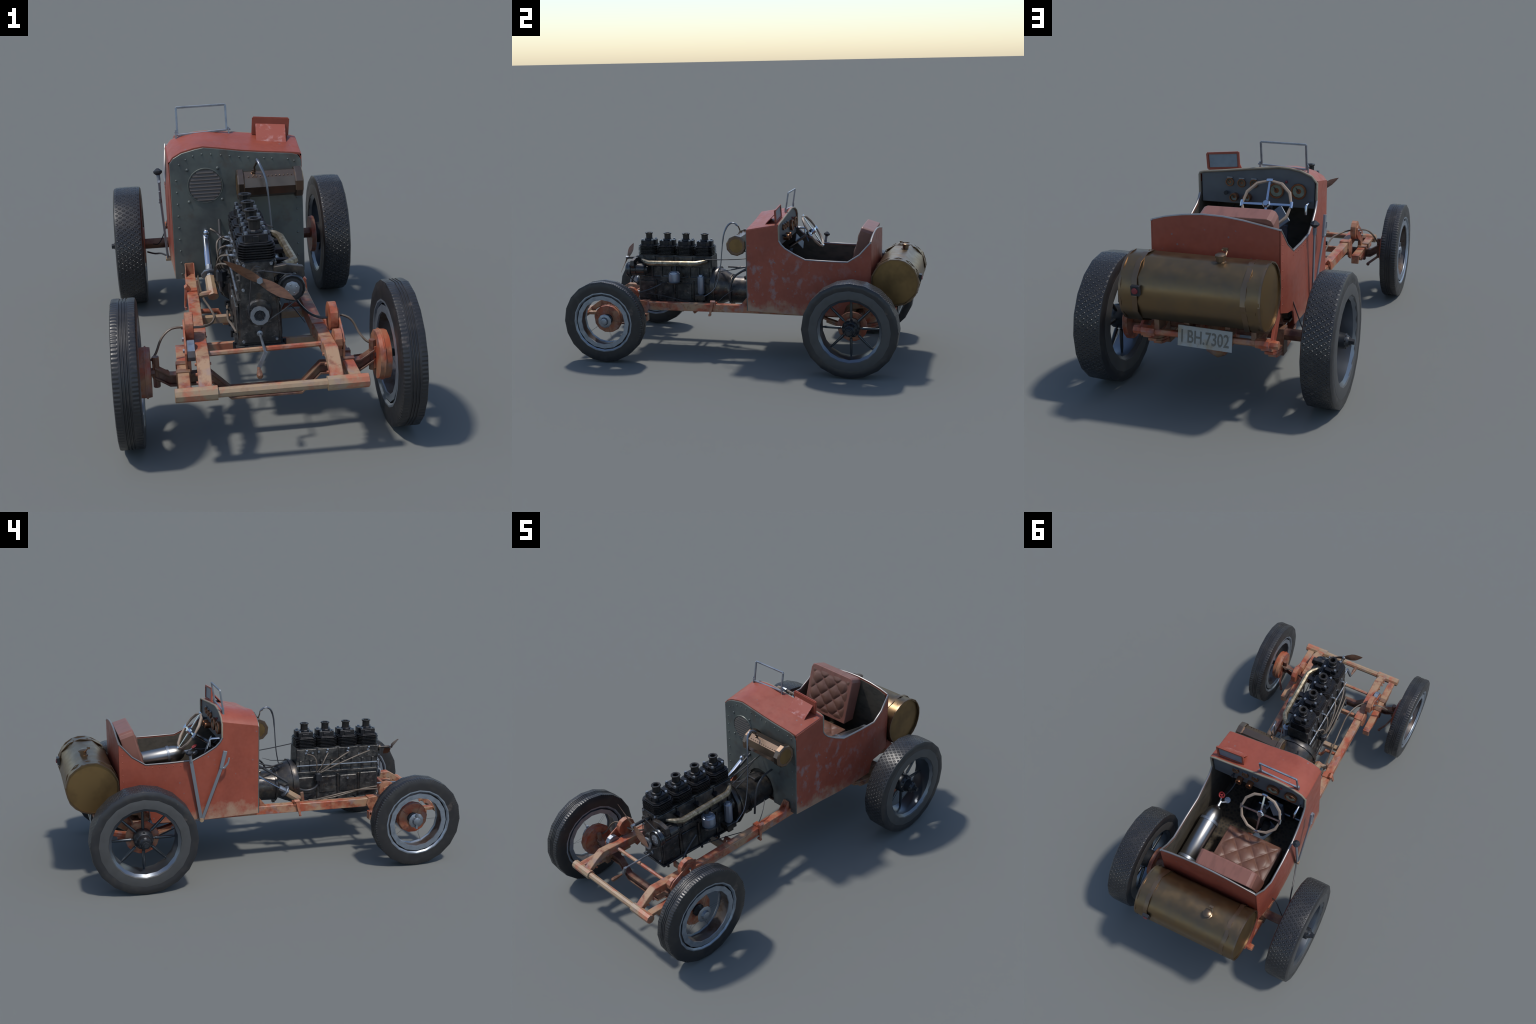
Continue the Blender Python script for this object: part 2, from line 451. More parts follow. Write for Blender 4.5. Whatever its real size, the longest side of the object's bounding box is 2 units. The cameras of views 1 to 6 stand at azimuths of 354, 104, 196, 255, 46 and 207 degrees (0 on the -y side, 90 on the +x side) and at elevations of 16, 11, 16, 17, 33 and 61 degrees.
# ------------------------------------------------------------------ body shell
def bow(y):
    """how far the side sheets belly out, by station along the car"""
    pts = [(0.027, 0.0), (0.12, 0.003), (0.211, 0.006), (0.30, 0.011), (0.36, 0.013), (0.48, 0.016), (0.60, 0.015), (0.66, 0.011), (0.724, 0.003)]
    for (a, p), (b, q) in zip(pts, pts[1:]):
        if y <= b: return p + (q - p) * max(0.0, (y - a)) / (b - a)
    return pts[-1][1]
def body():
    cockpit = [(0.211, 0.690), (0.224, 0.668), (0.246, 0.646), (0.300, 0.615), (0.362, 0.586), (0.480, 0.582), (0.598, 0.580), (0.662, 0.621), (0.700, 0.664), (0.724, 0.690)]
    # door-less side sheets: straight firewall edge, scooped cockpit edge, stepped sill over the rear axle
    sill = [(0.724, 0.372), (0.655, 0.352), (0.606, 0.347), (0.590, 0.335), (0.571, 0.279), (0.340, 0.273), (0.027, 0.281)]
    lower = [(y, z) for y, z in reversed(sill)]
    def at(line, y):
        for (a, za), (b, zb) in zip(line, line[1:]):
            if a <= y <= b: return za + (zb - za) * (y - a) / max(b - a, 1e-6)
        return line[-1][1] if y > line[-1][0] else line[0][1]
    ys = sorted({round(y, 4) for y, z in cockpit + sill + [(0.036, 0), (0.12, 0)]})
    def sheet(s, sg, face, t, front_top, inset=0.0, y0=0.0, bottom=None):
        """one bowed side sheet, built column by column along the car"""
        cols = [y for y in ys if y >= y0]
        for part, line in (([y for y in cols if y <= 0.2111], front_top), ([y for y in cols if y >= 0.2109], cockpit)):
            secs = []
            for y in part:
                xo = face + sg * bow(y); zb = at(lower, y) if bottom is None else bottom(y); zt = at(line, y) - inset
                secs.append([V(xo, y, zb), V(xo - sg * t, y, zb), V(xo - sg * t, y, zt), V(xo, y, zt)])
            if len(secs) > 1: s.loft(secs)
    shell = Shape()
    sheet(shell, -1, XL, 0.006, [(0.027, 0.739), (0.211, 0.770)])
    sheet(shell, 1, XR, 0.006, [(0.027, 0.741), (0.211, 0.774)])
    # rear sheet with a gently arched top edge
    top = [(XL + 0.004, 0.688), (-0.20, 0.699), (-0.12, 0.713), (-0.04, 0.722), (0.04, 0.724), (0.12, 0.717), (0.19, 0.705), (XR - 0.004, 0.691)]
    shell.prism([(XR - 0.004, 0.373), (XL + 0.004, 0.373)] + top, 'y', 0.7185, 0.7255)
    # cowl: lofted from the firewall hoop to the dash hoop (higher on the driver's side)
    front = [(XR, 0.738), (0.238, 0.746), (0.213, 0.750), (0.106, 0.760), (0.016, 0.770), (-0.072, 0.784), (-0.129, 0.792), (-0.165, 0.787), (-0.212, 0.775), (-0.246, 0.756), (XL, 0.734)]
    back = [(XR, 0.771), (0.240, 0.779), (0.222, 0.785), (0.140, 0.793), (0.040, 0.806), (-0.050, 0.816), (-0.100, 0.822), (-0.145, 0.820), (-0.195, 0.811), (-0.240, 0.792), (XL, 0.765)]
    def ring(c, y):
        out = [V(x, y, z) for x, z in c]
        inn = [V(CX + (x - CX) * 0.976, y, z - 0.007) for x, z in reversed(c)]
        return out + inn
    mid = [((a[0] + b[0]) / 2, (a[1] + b[1]) / 2 + 0.001) for a, b in zip(front, back)]
    def wide(c, k): return [(CX + (x - CX) * k, z) for x, z in c]
    back = wide(back, 1.023); mid = wide(mid, 1.011)
    shell.loft([ring(front, 0.027), ring(mid, 0.119), ring(back, 0.211)])
    b = shell.obj("body", 'paint', smooth=28)
    # chrome bead round the cockpit opening
    tr = Shape()
    for x, sg in ((XL + 0.003, -1), (XR - 0.003, 1)):
        tr.tube([(x + sg * bow(y), y, z + 0.001) for y, z in cockpit], 0.0048, 6)
    tr.tube([(x, 0.722, z + 0.001) for x, z in top], 0.0042, 6)
    tr.obj("cockpit_trim", 'trim', b, smooth=60)
    rp = Shape()
    rp.tube([(XR + 0.002, 0.213, 0.69)] + [(x * 0.99, 0.213, z - 0.004) for x, z in back] + [(XL - 0.002, 0.213, 0.69)], 0.0052, 7)
    rp.obj("dash_edge_rope", 'rope', b, smooth=60)
    # rivets down the rear corners and along the door-less sides
    rv = Shape()
    for k in range(9):
        rv.ball((XL - 0.0045, 0.708, 0.40 + k * 0.033), 0.0032, 6, 0.5, (1, 0, 0))
        rv.ball((XR + 0.0045, 0.708, 0.40 + k * 0.033), 0.0032, 6, 0.5, (1, 0, 0))
    for k in range(7):
        rv.ball((XL - bow(0.60 - k * 0.035) - 0.0003, 0.60 - k * 0.035, 0.566), 0.003, 6, 0.5, (1, 0, 0))
    rv.obj("body_rivets", 'paint_plain', b, smooth=60, kind="stuff")
    # lining on the inside of the tub, floor, bulkhead under the dash
    ln = Shape()
    for sg, xf in ((-1, XL + 0.0072), (1, XR - 0.0072)):
        sheet(ln, sg, xf, 0.003, [(0.027, 0.722), (0.211, 0.742)], 0.006, 0.03, lambda y: 0.30 if y < 0.58 else 0.376)
    ln.prism([(XR - 0.012, 0.376), (XL + 0.012, 0.376)] + [(min(max(x, XL + 0.012), XR - 0.012), z - 0.006) for x, z in top], 'y', 0.7125, 0.7165)
    ln.box((XL + 0.012, 0.0325, 0.30), (XR - 0.012, 0.0355, 0.71))
    ln.obj("cockpit_lining", 'lining', b)
    fl = Shape()
    fl.box((XL + 0.008, 0.034, 0.300), (XR - 0.008, 0.575, 0.308))
    fl.box((XL + 0.012, 0.575, 0.368), (XR - 0.012, 0.714, 0.376))
    fl.box((XL + 0.012, 0.57, 0.30), (XR - 0.012, 0.578, 0.376))
    fl.obj("floor", 'floor', b)
    # underside cross sheets behind the axle step
    us = Shape()
    us.box((XL + 0.008, 0.032, 0.280), (XR - 0.008, 0.565, 0.288))
    us.obj("undertray", 'brown_frame', b)
    return b, front, back

BODY, COWL_F, COWL_B = body()

# ------------------------------------------------------------------ firewall
def firewall():
    s = Shape()
    arch = [(0.085, 0.281), (0.080, 0.36), (0.060, 0.41), (0.02, 0.437), (-0.02, 0.441), (-0.055, 0.428), (-0.085, 0.40), (-0.102, 0.35), (-0.106, 0.281)]
    out = [(-0.262, 0.281), (-0.259, 0.60), (-0.258, 0.733), (-0.243, 0.752), (-0.211, 0.770), (-0.160, 0.782), (-0.129, 0.787), (-0.072, 0.779), (0.016, 0.765), (0.106, 0.755), (0.205, 0.746), (0.228, 0.739), (0.240, 0.720), (0.243, 0.60), (0.243, 0.281)]
    s.prism(out + arch, 'y', 0.0215, 0.030)
    f = s.obj("firewall", 'firewall', bevel=0.0015)
    # pressed rivets round the edge
    rv = Shape()
    edge = [(-0.236, 0.30 + 0.046 * k) for k in range(9)] + [(0.220, 0.30 + 0.046 * k) for k in range(9)]
    edge += [(-0.222, 0.728), (-0.196, 0.745), (-0.168, 0.757), (-0.135, 0.763), (-0.10, 0.760), (-0.063, 0.755), (-0.03, 0.750), (0.006, 0.744), (0.04, 0.741), (0.10, 0.734), (0.13, 0.731), (0.19, 0.725), (0.214, 0.717)]
    for x, z in edge:
        rv.ball((x, 0.0210, z), 0.0042, 8, 0.6, (0, 1, 0))
    for x, z in ((-0.193, 0.706), (-0.078, 0.707), (-0.192, 0.583), (-0.066, 0.586)):
        rv.ball((x, 0.0210, z), 0.0068, 8, 0.6, (0, 1, 0))
    rv.obj("firewall_rivets", 'firewall', f, smooth=60, kind="stuff")
    # round louvred vent: disc, rim and slats
    g = Shape(); gc = (-0.1275, 0, 0.643)
    g.lathe([(0.0, 0.0), (0.0, 0.064), (0.004, 0.064), (0.004, 0.0)], (gc[0], 0.0203, gc[2]), (0, 1, 0), 28)
    vent = g.obj("round_vent", 'louvre', f, smooth=40)
    sl = Shape()
    for k in range(9):
        z = gc[2] - 0.052 + k * 0.013
        w = math.sqrt(max(0.0625 ** 2 - (z - gc[2]) ** 2, 0.0001)) - 0.002
        sl.prism([(0.0205, z + 0.0062), (0.0168, z - 0.0042), (0.0185, z - 0.0052), (0.0210, z + 0.004)], 'x', gc[0] - w, gc[0] + w)
    sl.obj("vent_slats", 'louvre', f)
    rr = Shape()
    rr.lathe([(0.0, 0.0625), (-0.003, 0.0645), (-0.003, 0.0665), (0.003, 0.069)], (gc[0], 0.0205, gc[2]), (0, 1, 0), 28, closed=True)
    rr.obj("vent_ring", 'firewall', f, smooth=50)
    return f
firewall()

# ------------------------------------------------------------------ dash, gauges
def dash():
    prof = [(x, z - 0.006) for x, z in COWL_B]
    prof[0] = (XR - 0.006, 0.765); prof[-1] = (XL + 0.007, 0.758)
    s = Shape()
    s.prism(prof + [(XL + 0.008, 0.652), (XR - 0.008, 0.652)], 'y', 0.200, 0.208)
    d = s.obj("dashboard", 'dash', bevel=0.001)
    def dial(r, depth, facemat, name):
        rim = Shape()
        rim.lathe([(0, r * 0.95), (depth * 0.8, r), (depth, r * 0.97), (depth, r * 0.80), (depth * 0.55, r * 0.76)], (0, 0, 0), (0, 1, 0), 12)
        me = rim.mesh("gauge_bezel", 40); me.materials.append(M['copper'])
        fc = Shape(); fc.lathe([(depth * 0.5, 0), (depth * 0.62, r * 0.77), (depth * 0.4, r * 0.78)], (0, 0, 0), (0, 1, 0), 12)
        fm = fc.mesh("gauge_face", None); fm.materials.append(M[facemat])
        nd = Shape(); nd.beam((0, depth * 0.7, -r * 0.1), (r * 0.35, depth * 0.7, r * 0.45), r * 0.08, 0.001, up=(0, 1, 0))
        nm = nd.mesh("gauge_needle"); nm.materials.append(M['dark'])
        return me, fm, nm
    kinds = {'big': dial(0.034, 0.016, 'dial', 'g'), 'small': dial(0.0185, 0.009, 'dial_dark', 'g'), 'deep': dial(0.0175, 0.030, 'dial', 'g')}
    for kd, x, z in (('big', -0.189, 0.723), ('big', -0.094, 0.721), ('small', 0.005, 0.742), ('small', 0.059, 0.741), ('small', 0.111, 0.743), ('deep', 0.088, 0.682), ('deep', 0.031, 0.683)):
        b, f, n = kinds[kd]
        g = add("gauge", b, d, Matrix.Translation((x, 0.2085, z)))
        add("gauge_face", f, g); add("gauge_needle", n, g)
        if kd == 'small':
            br = Shape().box((x - 0.012, 0.2085, z + 0.017), (x + 0.012, 0.214, z + 0.022)).obj("gauge_bracket", 'steel', d)
    k = Shape().lathe([(0, 0.005), (0.012, 0.005), (0.012, 0.009), (0.022, 0.009)], (0.124, 0.208, 0.698), (0, 1, 0), 8)
    k.obj("dash_knob", 'dark', d, smooth=40)
    Shape().ball((-0.134, 0.211, 0.758), 0.006, 8).obj("warning_lamp", 'lens', d, smooth=60)
    h = Shape(); h.tube([(-0.236, 0.205, 0.681), (-0.236, 0.262, 0.681), (-0.235, 0.268, 0.676), (-0.235, 0.268, 0.640)], 0.0058, 8)
    h.obj("pull_handle", 'chrome', d, smooth=60)
dash()

# ------------------------------------------------------------------ windscreen and mirror
def windscreen():
    y0, y1 = 0.196, 0.212
    s = Shape()
    bl, br, tl, tr = V(-0.2165, y0, 0.812), V(-0.024, y0, 0.822), V(-0.216, y1, 0.917), V(-0.024, y1, 0.919)
    for a, b in ((bl, br), (tl, tr), (bl, tl), (br, tr)):
        s.beam(a, b, 0.008, 0.008, up=(0, 1, 0.01))
    w = s.obj("windscreen_frame", 'steel', bevel=0.001)
    p = Shape()
    p.beam((-0.2225, 0.197, 0.796), (-0.2225, 0.199, 0.832), 0.005, 0.010, up=(0, 1, 0))
    p.beam((-0.0165, 0.195, 0.806), (-0.0165, 0.197, 0.834), 0.005, 0.010, up=(0, 1, 0))
    for x in (-0.2225, -0.0165):
        p.rod((x - 0.004, 0.197, 0.824), (x + 0.008, 0.197, 0.824), 0.004, seg=6)
    p.obj("windscreen_post", 'steel', w, smooth=40)
    # rear-view mirror in a tilted red box with a hood in front
    m = Shape()
    a, b, c, d = V(0.079, 0.187, 0.866), V(0.222, 0.188, 0.854), V(0.216, 0.190, 0.787), V(0.074, 0.190, 0.799)
    t = V(0, 0.005, 0)
    def frame_beam(p, q): m.beam(p, q, 0.009, 0.006, up=(0, 1, 0))
    vs = [a, b, c, d]
    m.faces([v - t for v in vs] + vs, [(0, 1, 2, 3), (7, 6, 5, 4), (0, 4, 5, 1), (1, 5, 6, 2), (2, 6, 7, 3), (3, 7, 4, 0)])
    cen = (a + b + c + d) / 4
    ins = [cen + (v - cen) * 0.96 for v in vs]
    for i in range(4): frame_beam(ins[i] + t * 0.4, ins[(i + 1) % 4] + t * 0.4)
    mo = m.obj("mirror_housing", 'paint_plain')
    g = Shape(); gi = [cen + V((v - cen).x * 0.86, (v - cen).y, (v - cen).z * 0.80) for v in vs]
    g.faces([v + V(0, 0.0015, 0) for v in gi] + [v - V(0, 0.003, 0) for v in gi], [(0, 1, 2, 3), (7, 6, 5, 4), (0, 4, 5, 1), (1, 5, 6, 2), (2, 6, 7, 3), (3, 7, 4, 0)])
    g.obj("mirror_glass", 'mirror', mo)
    h = Shape()
    A, B, C, D = V(0.089, 0.182, 0.842), V(0.205, 0.183, 0.832), V(0.199, 0.126, 0.775), V(0.084, 0.129, 0.785)
    E, F = D + (A - D) * 0.16, C + (B - C) * 0.16
    nrm = (A - D).cross(B - A).normalized() * 0.004
    def plate(q): h.faces(q + [v + nrm for v in q], [(0, 1, 2, 3), (7, 6, 5, 4), (0, 4, 5, 1), (1, 5, 6, 2), (2, 6, 7, 3), (3, 7, 4, 0)])
    lip = [E, F, F + V(0, -0.010, -0.014), E + V(0, -0.010, -0.012)]
    plate([A, B, F, E]); plate(lip)
    h.obj("mirror_hood", 'paint_faded', mo)
windscreen()

# ------------------------------------------------------------------ wheels
def tyre_ring(s, prof, seg):
    """closed profile of (x, r) pairs turned about the wheel's x axis"""
    s.lathe(prof, (0, 0, 0), (1, 0, 0), seg, closed=True)

def front_wheel_meshes():
    R = 0.2345
    t = Shape()
    groove = []
    for g in (-0.0095, 0.0, 0.0095):
        groove += [(g - 0.0036, R), (g - 0.0022, R - 0.0025), (g + 0.0010, R - 0.0025), (g + 0.0024, R)]
    prof = [(-0.032, 0.165), (-0.0395, 0.172), (-0.0405, 0.200), (-0.0385, 0.228), (-0.036, R - 0.0015), (-0.030, R)] + groove + [(0.030, R), (0.036, R - 0.0015), (0.0385, 0.228), (0.0405, 0.200), (0.0395, 0.172), (0.032, 0.165)]
    tyre_ring(t, prof, 20)
    tyre = t.mesh("tyre", 30); tyre.materials.append(M['rubber_rib'])
    r = Shape()
    tyre_ring(r, [(0.028, 0.1660), (0.036, 0.1705), (0.0400, 0.1725), (0.0405, 0.1665), (0.0340, 0.1600)], 20)
    tyre_ring(r, [(0.028, 0.154), (0.0375, 0.1545), (0.0375, 0.130), (0.033, 0.129), (0.026, 0.146)], 16)
    tyre_ring(r, [(-0.028, 0.1660), (-0.036, 0.1705), (-0.0400, 0.1725), (-0.0405, 0.1665), (-0.0340, 0.1600)], 20)
    tyre_ring(r, [(-0.028, 0.154), (-0.0375, 0.1545), (-0.0375, 0.132), (-0.033, 0.131), (-0.026, 0.146)], 16)
    rim = r.mesh("rim", 32); rim.materials.append(M['rim'])
    b = Shape()
    tyre_ring(b, [(-0.0355, 0.140), (-0.010, 0.132), (0.010, 0.132), (0.0355, 0.138), (0.024, 0.160), (0, 0.165), (-0.024, 0.160)], 16)
    barrel = b.mesh("rim_barrel", 25); barrel.materials.append(M['barrel'])
    h = Shape()
    h.lathe([(-0.046, 0.030), (-0.026, 0.030), (-0.022, 0.022), (-0.014, 0.012), (0.008, 0.012)], (0, 0, 0), (1, 0, 0), 10)
    hub = h.mesh("hub", 35); hub.materials.append(M['dark'])
    c = Shape()
    c.lathe([(0.006, 0.010), (0.008, 0.036), (0.013, 0.040), (0.016, 0.034), (0.017, 0.024), (0.022, 0.021), (0.028, 0.019), (0.030, 0.014), (0.030, 0.0)], (0, 0, 0), (1, 0, 0), 10)
    cap = c.mesh("hub_cap", 30); cap.materials.append(M['steel'])
    e = Shape(); e.box((0.018, -0.006, 0.018), (0.026, 0.006, 0.040)); e.box((0.018, -0.006, -0.040), (0.026, 0.006, -0.018))
    ears = e.mesh("hub_cap_ear"); ears.materials.append(M['steel'])
    w = Shape()
    for k in range(10):
        a = 2 * pi * k / 10 + 0.3; b2 = a + (0.35 if k % 2 else -0.35)
        w.rod((-0.02 if k % 2 else 0.005, math.cos(a) * 0.02, math.sin(a) * 0.02), (0.0, math.cos(b2) * 0.134, math.sin(b2) * 0.134), 0.0005, seg=4)
    wires = w.mesh("wire_spokes"); wires.materials.append(M['dark'])
    return [("tyre", tyre), ("rim", rim), ("rim_barrel", barrel), ("hub", hub), ("hub_cap", cap), ("wire_spokes", wires)], ears

def rear_wheel_meshes():
    R = 0.2605
    t = Shape()
    prof = [(-0.050, 0.212), (-0.058, 0.219), (-0.0605, 0.235), (-0.059, 0.250), (-0.054, 0.2590), (-0.044, R), (0, R + 0.0012), (0.044, R), (0.054, 0.2590), (0.059, 0.250), (0.0605, 0.235), (0.058, 0.219), (0.050, 0.212)]
    tyre_ring(t, prof, 20)
    tyre = t.mesh("tyre", 40); tyre.materials.append(M['rubber_stud'])
    s = Shape()
    for sg in (1, -1):
        tyre_ring(s, [(sg * 0.045, 0.222), (sg * 0.0585, 0.2195), (sg * 0.0610, 0.205), (sg * 0.0600, 0.176), (sg * 0.056, 0.172), (sg * 0.045, 0.176)], 20)
    side = s.mesh("whitewall", 35); side.materials.append(M['sidewall'])
    b = Shape()
    tyre_ring(b, [(-0.057, 0.174), (-0.045, 0.160), (-0.012, 0.157), (0.012, 0.157), (0.045, 0.160), (0.057, 0.174), (0.045, 0.178), (0, 0.176), (-0.045, 0.178)], 18)
    barrel = b.mesh("rim", 22); barrel.materials.append(M['rim_dark'])
    h = Shape()
    h.lathe([(-0.060, 0.046), (-0.010, 0.050), (0.004, 0.048), (0.012, 0.044), (0.020, 0.034), (0.034, 0.031), (0.052, 0.030), (0.060, 0.022), (0.066, 0.020), (0.066, 0.0)], (0, 0, 0), (1, 0, 0), 12)
    for k in range(8):
        a = 2 * pi * k / 8
        h.lathe([(0, 0.007), (0.006, 0.007), (0.006, 0)], (0.012, math.cos(a) * 0.038, math.sin(a) * 0.038), (1, 0, 0), 6)
        a += pi / 8
        h.lathe([(0, 0.006), (0.005, 0.006), (0.005, 0)], (0.052, math.cos(a) * 0.024, math.sin(a) * 0.024), (1, 0, 0), 6)
    hub = h.mesh("hub", 35); hub.materials.append(M['dark'])
    c = Shape()
    c.lathe([(0.060, 0.017), (0.074, 0.016), (0.075, 0.012), (0.086, 0.0115), (0.086, 0.0)], (0, 0, 0), (1, 0, 0), 6)
    nut = c.mesh("hub_nut", 30); nut.materials.append(M['dark'])
    sp = Shape()
    sp.lathe([(0.040, 0.0045), (0.056, 0.0045), (0.058, 0.0080), (0.068, 0.0080), (0.135, 0.0068), (0.150, 0.0050), (0.160, 0.0050)], (0, 0, 0), (0, 0, 1), 9)
    spoke = sp.mesh("spoke", 40); spoke.materials.append(M['spoke'])
    return [("tyre", tyre), ("whitewall", side), ("rim", barrel), ("hub", hub), ("hub_nut", nut)], spoke

def wheels():
    parts, ears = front_wheel_meshes()
    for x, y, z, yaw in ((0.4125, -0.766, 0.2345, 0), (-0.4365, -0.7645, 0.2345, pi)):
        w = add("wheel", None, None, Matrix.Translation((x, y, z)) @ Matrix.Rotation(yaw, 4, 'Z'))
        for n, me in parts: add(n, me, w)
        if yaw: add("hub_cap_ear", ears, w)
    parts, spoke = rear_wheel_meshes()
    for x, y, z, yaw in ((0.4440, 0.643, 0.2605, 0), (-0.4440, 0.642, 0.2605, pi)):
        w = add("wheel", None, None, Matrix.Translation((x, y, z)) @ Matrix.Rotation(yaw, 4, 'Z'))
        for n, me in parts: add(n, me, w)
        sx = (0.476 - 0.443)
        for k in range(8):
            add("spoke", spoke, w, Matrix.Translation((-0.018, 0, 0)) @ Matrix.Rotation(2 * pi * k / 8, 4, 'X'))
wheels()

# brake drums
def drums():
    for sg, y, z in ((1, -0.769, 0.2345), (-1, -0.767, 0.2345)):
        s = Shape()
        s.lathe([(0.0, 0.0), (0.0, 0.078), (0.012, 0.080), (0.013, 0.083), (0.017, 0.083), (0.018, 0.080), (0.036, 0.079), (0.038, 0.074), (0.036, 0.03), (0.036, 0.0)], (CX - 0.003 + sg * 0.354, y, z), (sg, 0, 0), 13)
        d = s.obj("brake_drum", 'orange', smooth=35)
        Shape().beam((CX + sg * 0.345, y - 0.004, z - 0.045), (CX + sg * 0.345, y - 0.004, z + 0.03), 0.012, 0.010, up=(0, 1, 0)).obj("brake_lever", 'orange', d, bevel=0.001)
        # steering arm hook
        h = Shape(); h.tube([(CX + sg * 0.35, y + 0.03, z - 0.03), (CX + sg * 0.335, y + 0.085, z - 0.035), (CX + sg * 0.312, y + 0.115, z - 0.05)], 0.006, 6)
        h.ball((CX + sg * 0.310, y + 0.118, z - 0.054), 0.009, 6)
        h.obj("steering_arm", 'brown_frame', d, smooth=50)
    for sg in (1, -1):
        s = Shape()
        s.lathe([(0.0, 0.0), (0.0, 0.080), (0.016, 0.083), (0.020, 0.080), (0.020, 0.0)], (CX + sg * 0.372, 0.642, 0.256), (sg, 0, 0), 15)
        s.obj("brake_drum", 'orange', smooth=35)
drums()

# ------------------------------------------------------------------ chassis
def chassis():
    for sg in (1, -1):
        x = CX - 0.0015 + sg * 0.196
        s = Shape()
        w = 0.020
        path = [(0.55, 0.276, 0.022), (0.02, 0.279, 0.022), (-0.56, 0.275, 0.022), (-0.64, 0.280, 0.022), (-0.74, 0.284, 0.021), (-0.800, 0.287, 0.020), (-0.862, 0.292, 0.018), (-0.905, 0.268, 0.016), (-0.950, 0.238, 0.012)]
        secs = []
        for y, z, h in path:
            secs.append([V(x - w, y, z - h), V(x + w, y, z - h), V(x + w, y, z + h), V(x - w, y, z + h)])
        s.loft(secs)
        rail = s.obj("frame_rail", 'frame', bevel=0.002)
        # wrap-round clamp where the shock bracket sits
        c = Shape()
        c.box((x - 0.023, -0.632, 0.252), (x + 0.023, -0.585, 0.304))
        c.prism([(-0.63, 0.31), (-0.585, 0.305), (-0.575, 0.27), (-0.60, 0.222), (-0.635, 0.205), (-0.66, 0.24), (-0.655, 0.29)], 'x', x + sg * 0.018, x + sg * 0.028)
        c.obj("rail_clamp", 'orange', rail, bevel=0.0015)
        # bolts along the rail
        b = Shape()
        for y, z in ((-0.64, 0.29), (-0.66, 0.27), (-0.84, 0.278), (-0.88, 0.262), (-0.91, 0.248), (-0.62, 0.24)):
            for q in (1, -1):
                b.lathe([(0, 0.005), (0.005, 0.005), (0.005, 0)], (x + q * 0.020, y, z), (q, 0, 0), 6)
        b.obj("rail_bolts", 'orange', rail, kind="stuff")
        # lower spring beam beside the rail, from the bumper tube back past the axle
        xb = CX - 0.002 + sg * 0.256
        l = Shape()
        for k, (y0, y1, z0) in enumerate(((-0.935, -0.575, 0.225), (-0.90, -0.615, 0.208), (-0.86, -0.66, 0.192))):
            l.box((xb - 0.018, y0, z0), (xb + 0.018, y1, z0 + 0.0165))
        l.box((xb - 0.018, -0.585, 0.198), (xb + 0.018, -0.572, 0.2415))
        sp = l.obj("leaf_spring", 'frame', bevel=0.0015)
        cl = Shape()
        for y in (-0.80, -0.735):
            cl.box((xb - 0.022, y - 0.012, 0.178), (xb + 0.022, y + 0.012, 0.246))
        cl.obj("spring_clamp", 'brown_frame', sp, bevel=0.001)
        # hooked step bracket hanging on the rail
        st = Shape()
        xo = x + sg * 0.021
        st.box((x - 0.024, -0.205, 0.292), (x + 0.024, -0.175, 0.306))
        st.beam((x + sg * 0.012, -0.190, 0.304), (xo + sg * 0.004, -0.190, 0.320), 0.014, 0.030, up=(0, 1, 0))
        st.beam((xo + sg * 0.001, -0.192, 0.318), (xo + sg * 0.010, -0.206, 0.242), 0.010, 0.022, up=(0, 1, 0), w2=0.007, h2=0.010)
        st.box((xo + sg * 0.003 - 0.008, -0.214, 0.234), (xo + sg * 0.010 + 0.008, -0.202, 0.245))
        st.obj("step_bracket", 'orange', rail, bevel=0.001)
        # upright bracket where the rail meets the firewall
        fb = Shape()
        fb.prism([(0.016, 0.298), (0.016, 0.345), (0.008, 0.345), (-0.028, 0.300)], 'x', x - 0.018, x - 0.015)
        fb.prism([(0.016, 0.298), (0.016, 0.345), (0.008, 0.345), (-0.028, 0.300)], 'x', x + 0.015, x + 0.018)
        fb.box((x - 0.018, 0.010, 0.298), (x + 0.018, 0.0155, 0.345))
        fb.obj("firewall_bracket", 'orange', rail)
        # friction damper: big disc on the rail, small disc on the spring, scissor arm between
        xd = CX + sg * 0.2295
        dm = Shape()
        dm.lathe([(-0.014, 0), (-0.014, 0.040), (-0.012, 0.047), (0.012, 0.047), (0.014, 0.040), (0.014, 0)], (xd, -0.683, 0.343), (1, 0, 0), 12)
        dd = dm.obj("friction_damper", 'orange', smooth=30)
        sm = Shape()
        sm.lathe([(-0.013, 0), (-0.013, 0.030), (-0.011, 0.034), (0.011, 0.034), (0.013, 0.030), (0.013, 0)], (xd, -0.768, 0.296), (1, 0, 0), 10)
        sm.obj("damper_disc", 'steel' if sg < 0 else 'orange', dd, smooth=30)
        ar = Shape()
        for dx in (sg * 0.0165,):
            ar.prism([(-0.66, 0.36), (-0.69, 0.372), (-0.72, 0.352), (-0.782, 0.320), (-0.800, 0.298), (-0.795, 0.235), (-0.765, 0.235), (-0.745, 0.27), (-0.68, 0.30), (-0.655, 0.325)], 'x', xd + dx - 0.003, xd + dx + 0.003)
        ar.box((xd + sg * 0.008 - 0.006, -0.79, 0.235), (xd + sg * 0.008 + 0.006, -0.76, 0.27))
        ar.obj("damper_arm", 'orange', dd, bevel=0.001)
        bo = Shape()
        for y, z in ((-0.683, 0.343), (-0.768, 0.296), (-0.73, 0.32)):
            bo.lathe([(0, 0.007), (0.007, 0.007), (0.007, 0)], (xd + sg * 0.018, y, z), (sg, 0, 0), 6)
        bo.obj("damper_bolts", 'steel', dd, kind="stuff")
    # tube across the nose, with sleeves at both ends
    s = Shape()
    s.rod((CX - 0.17, -0.956, 0.233), (CX + 0.17, -0.956, 0.233), 0.0155, seg=9)
    nose = s.obj("front_cross_tube", 'beige', smooth=35)
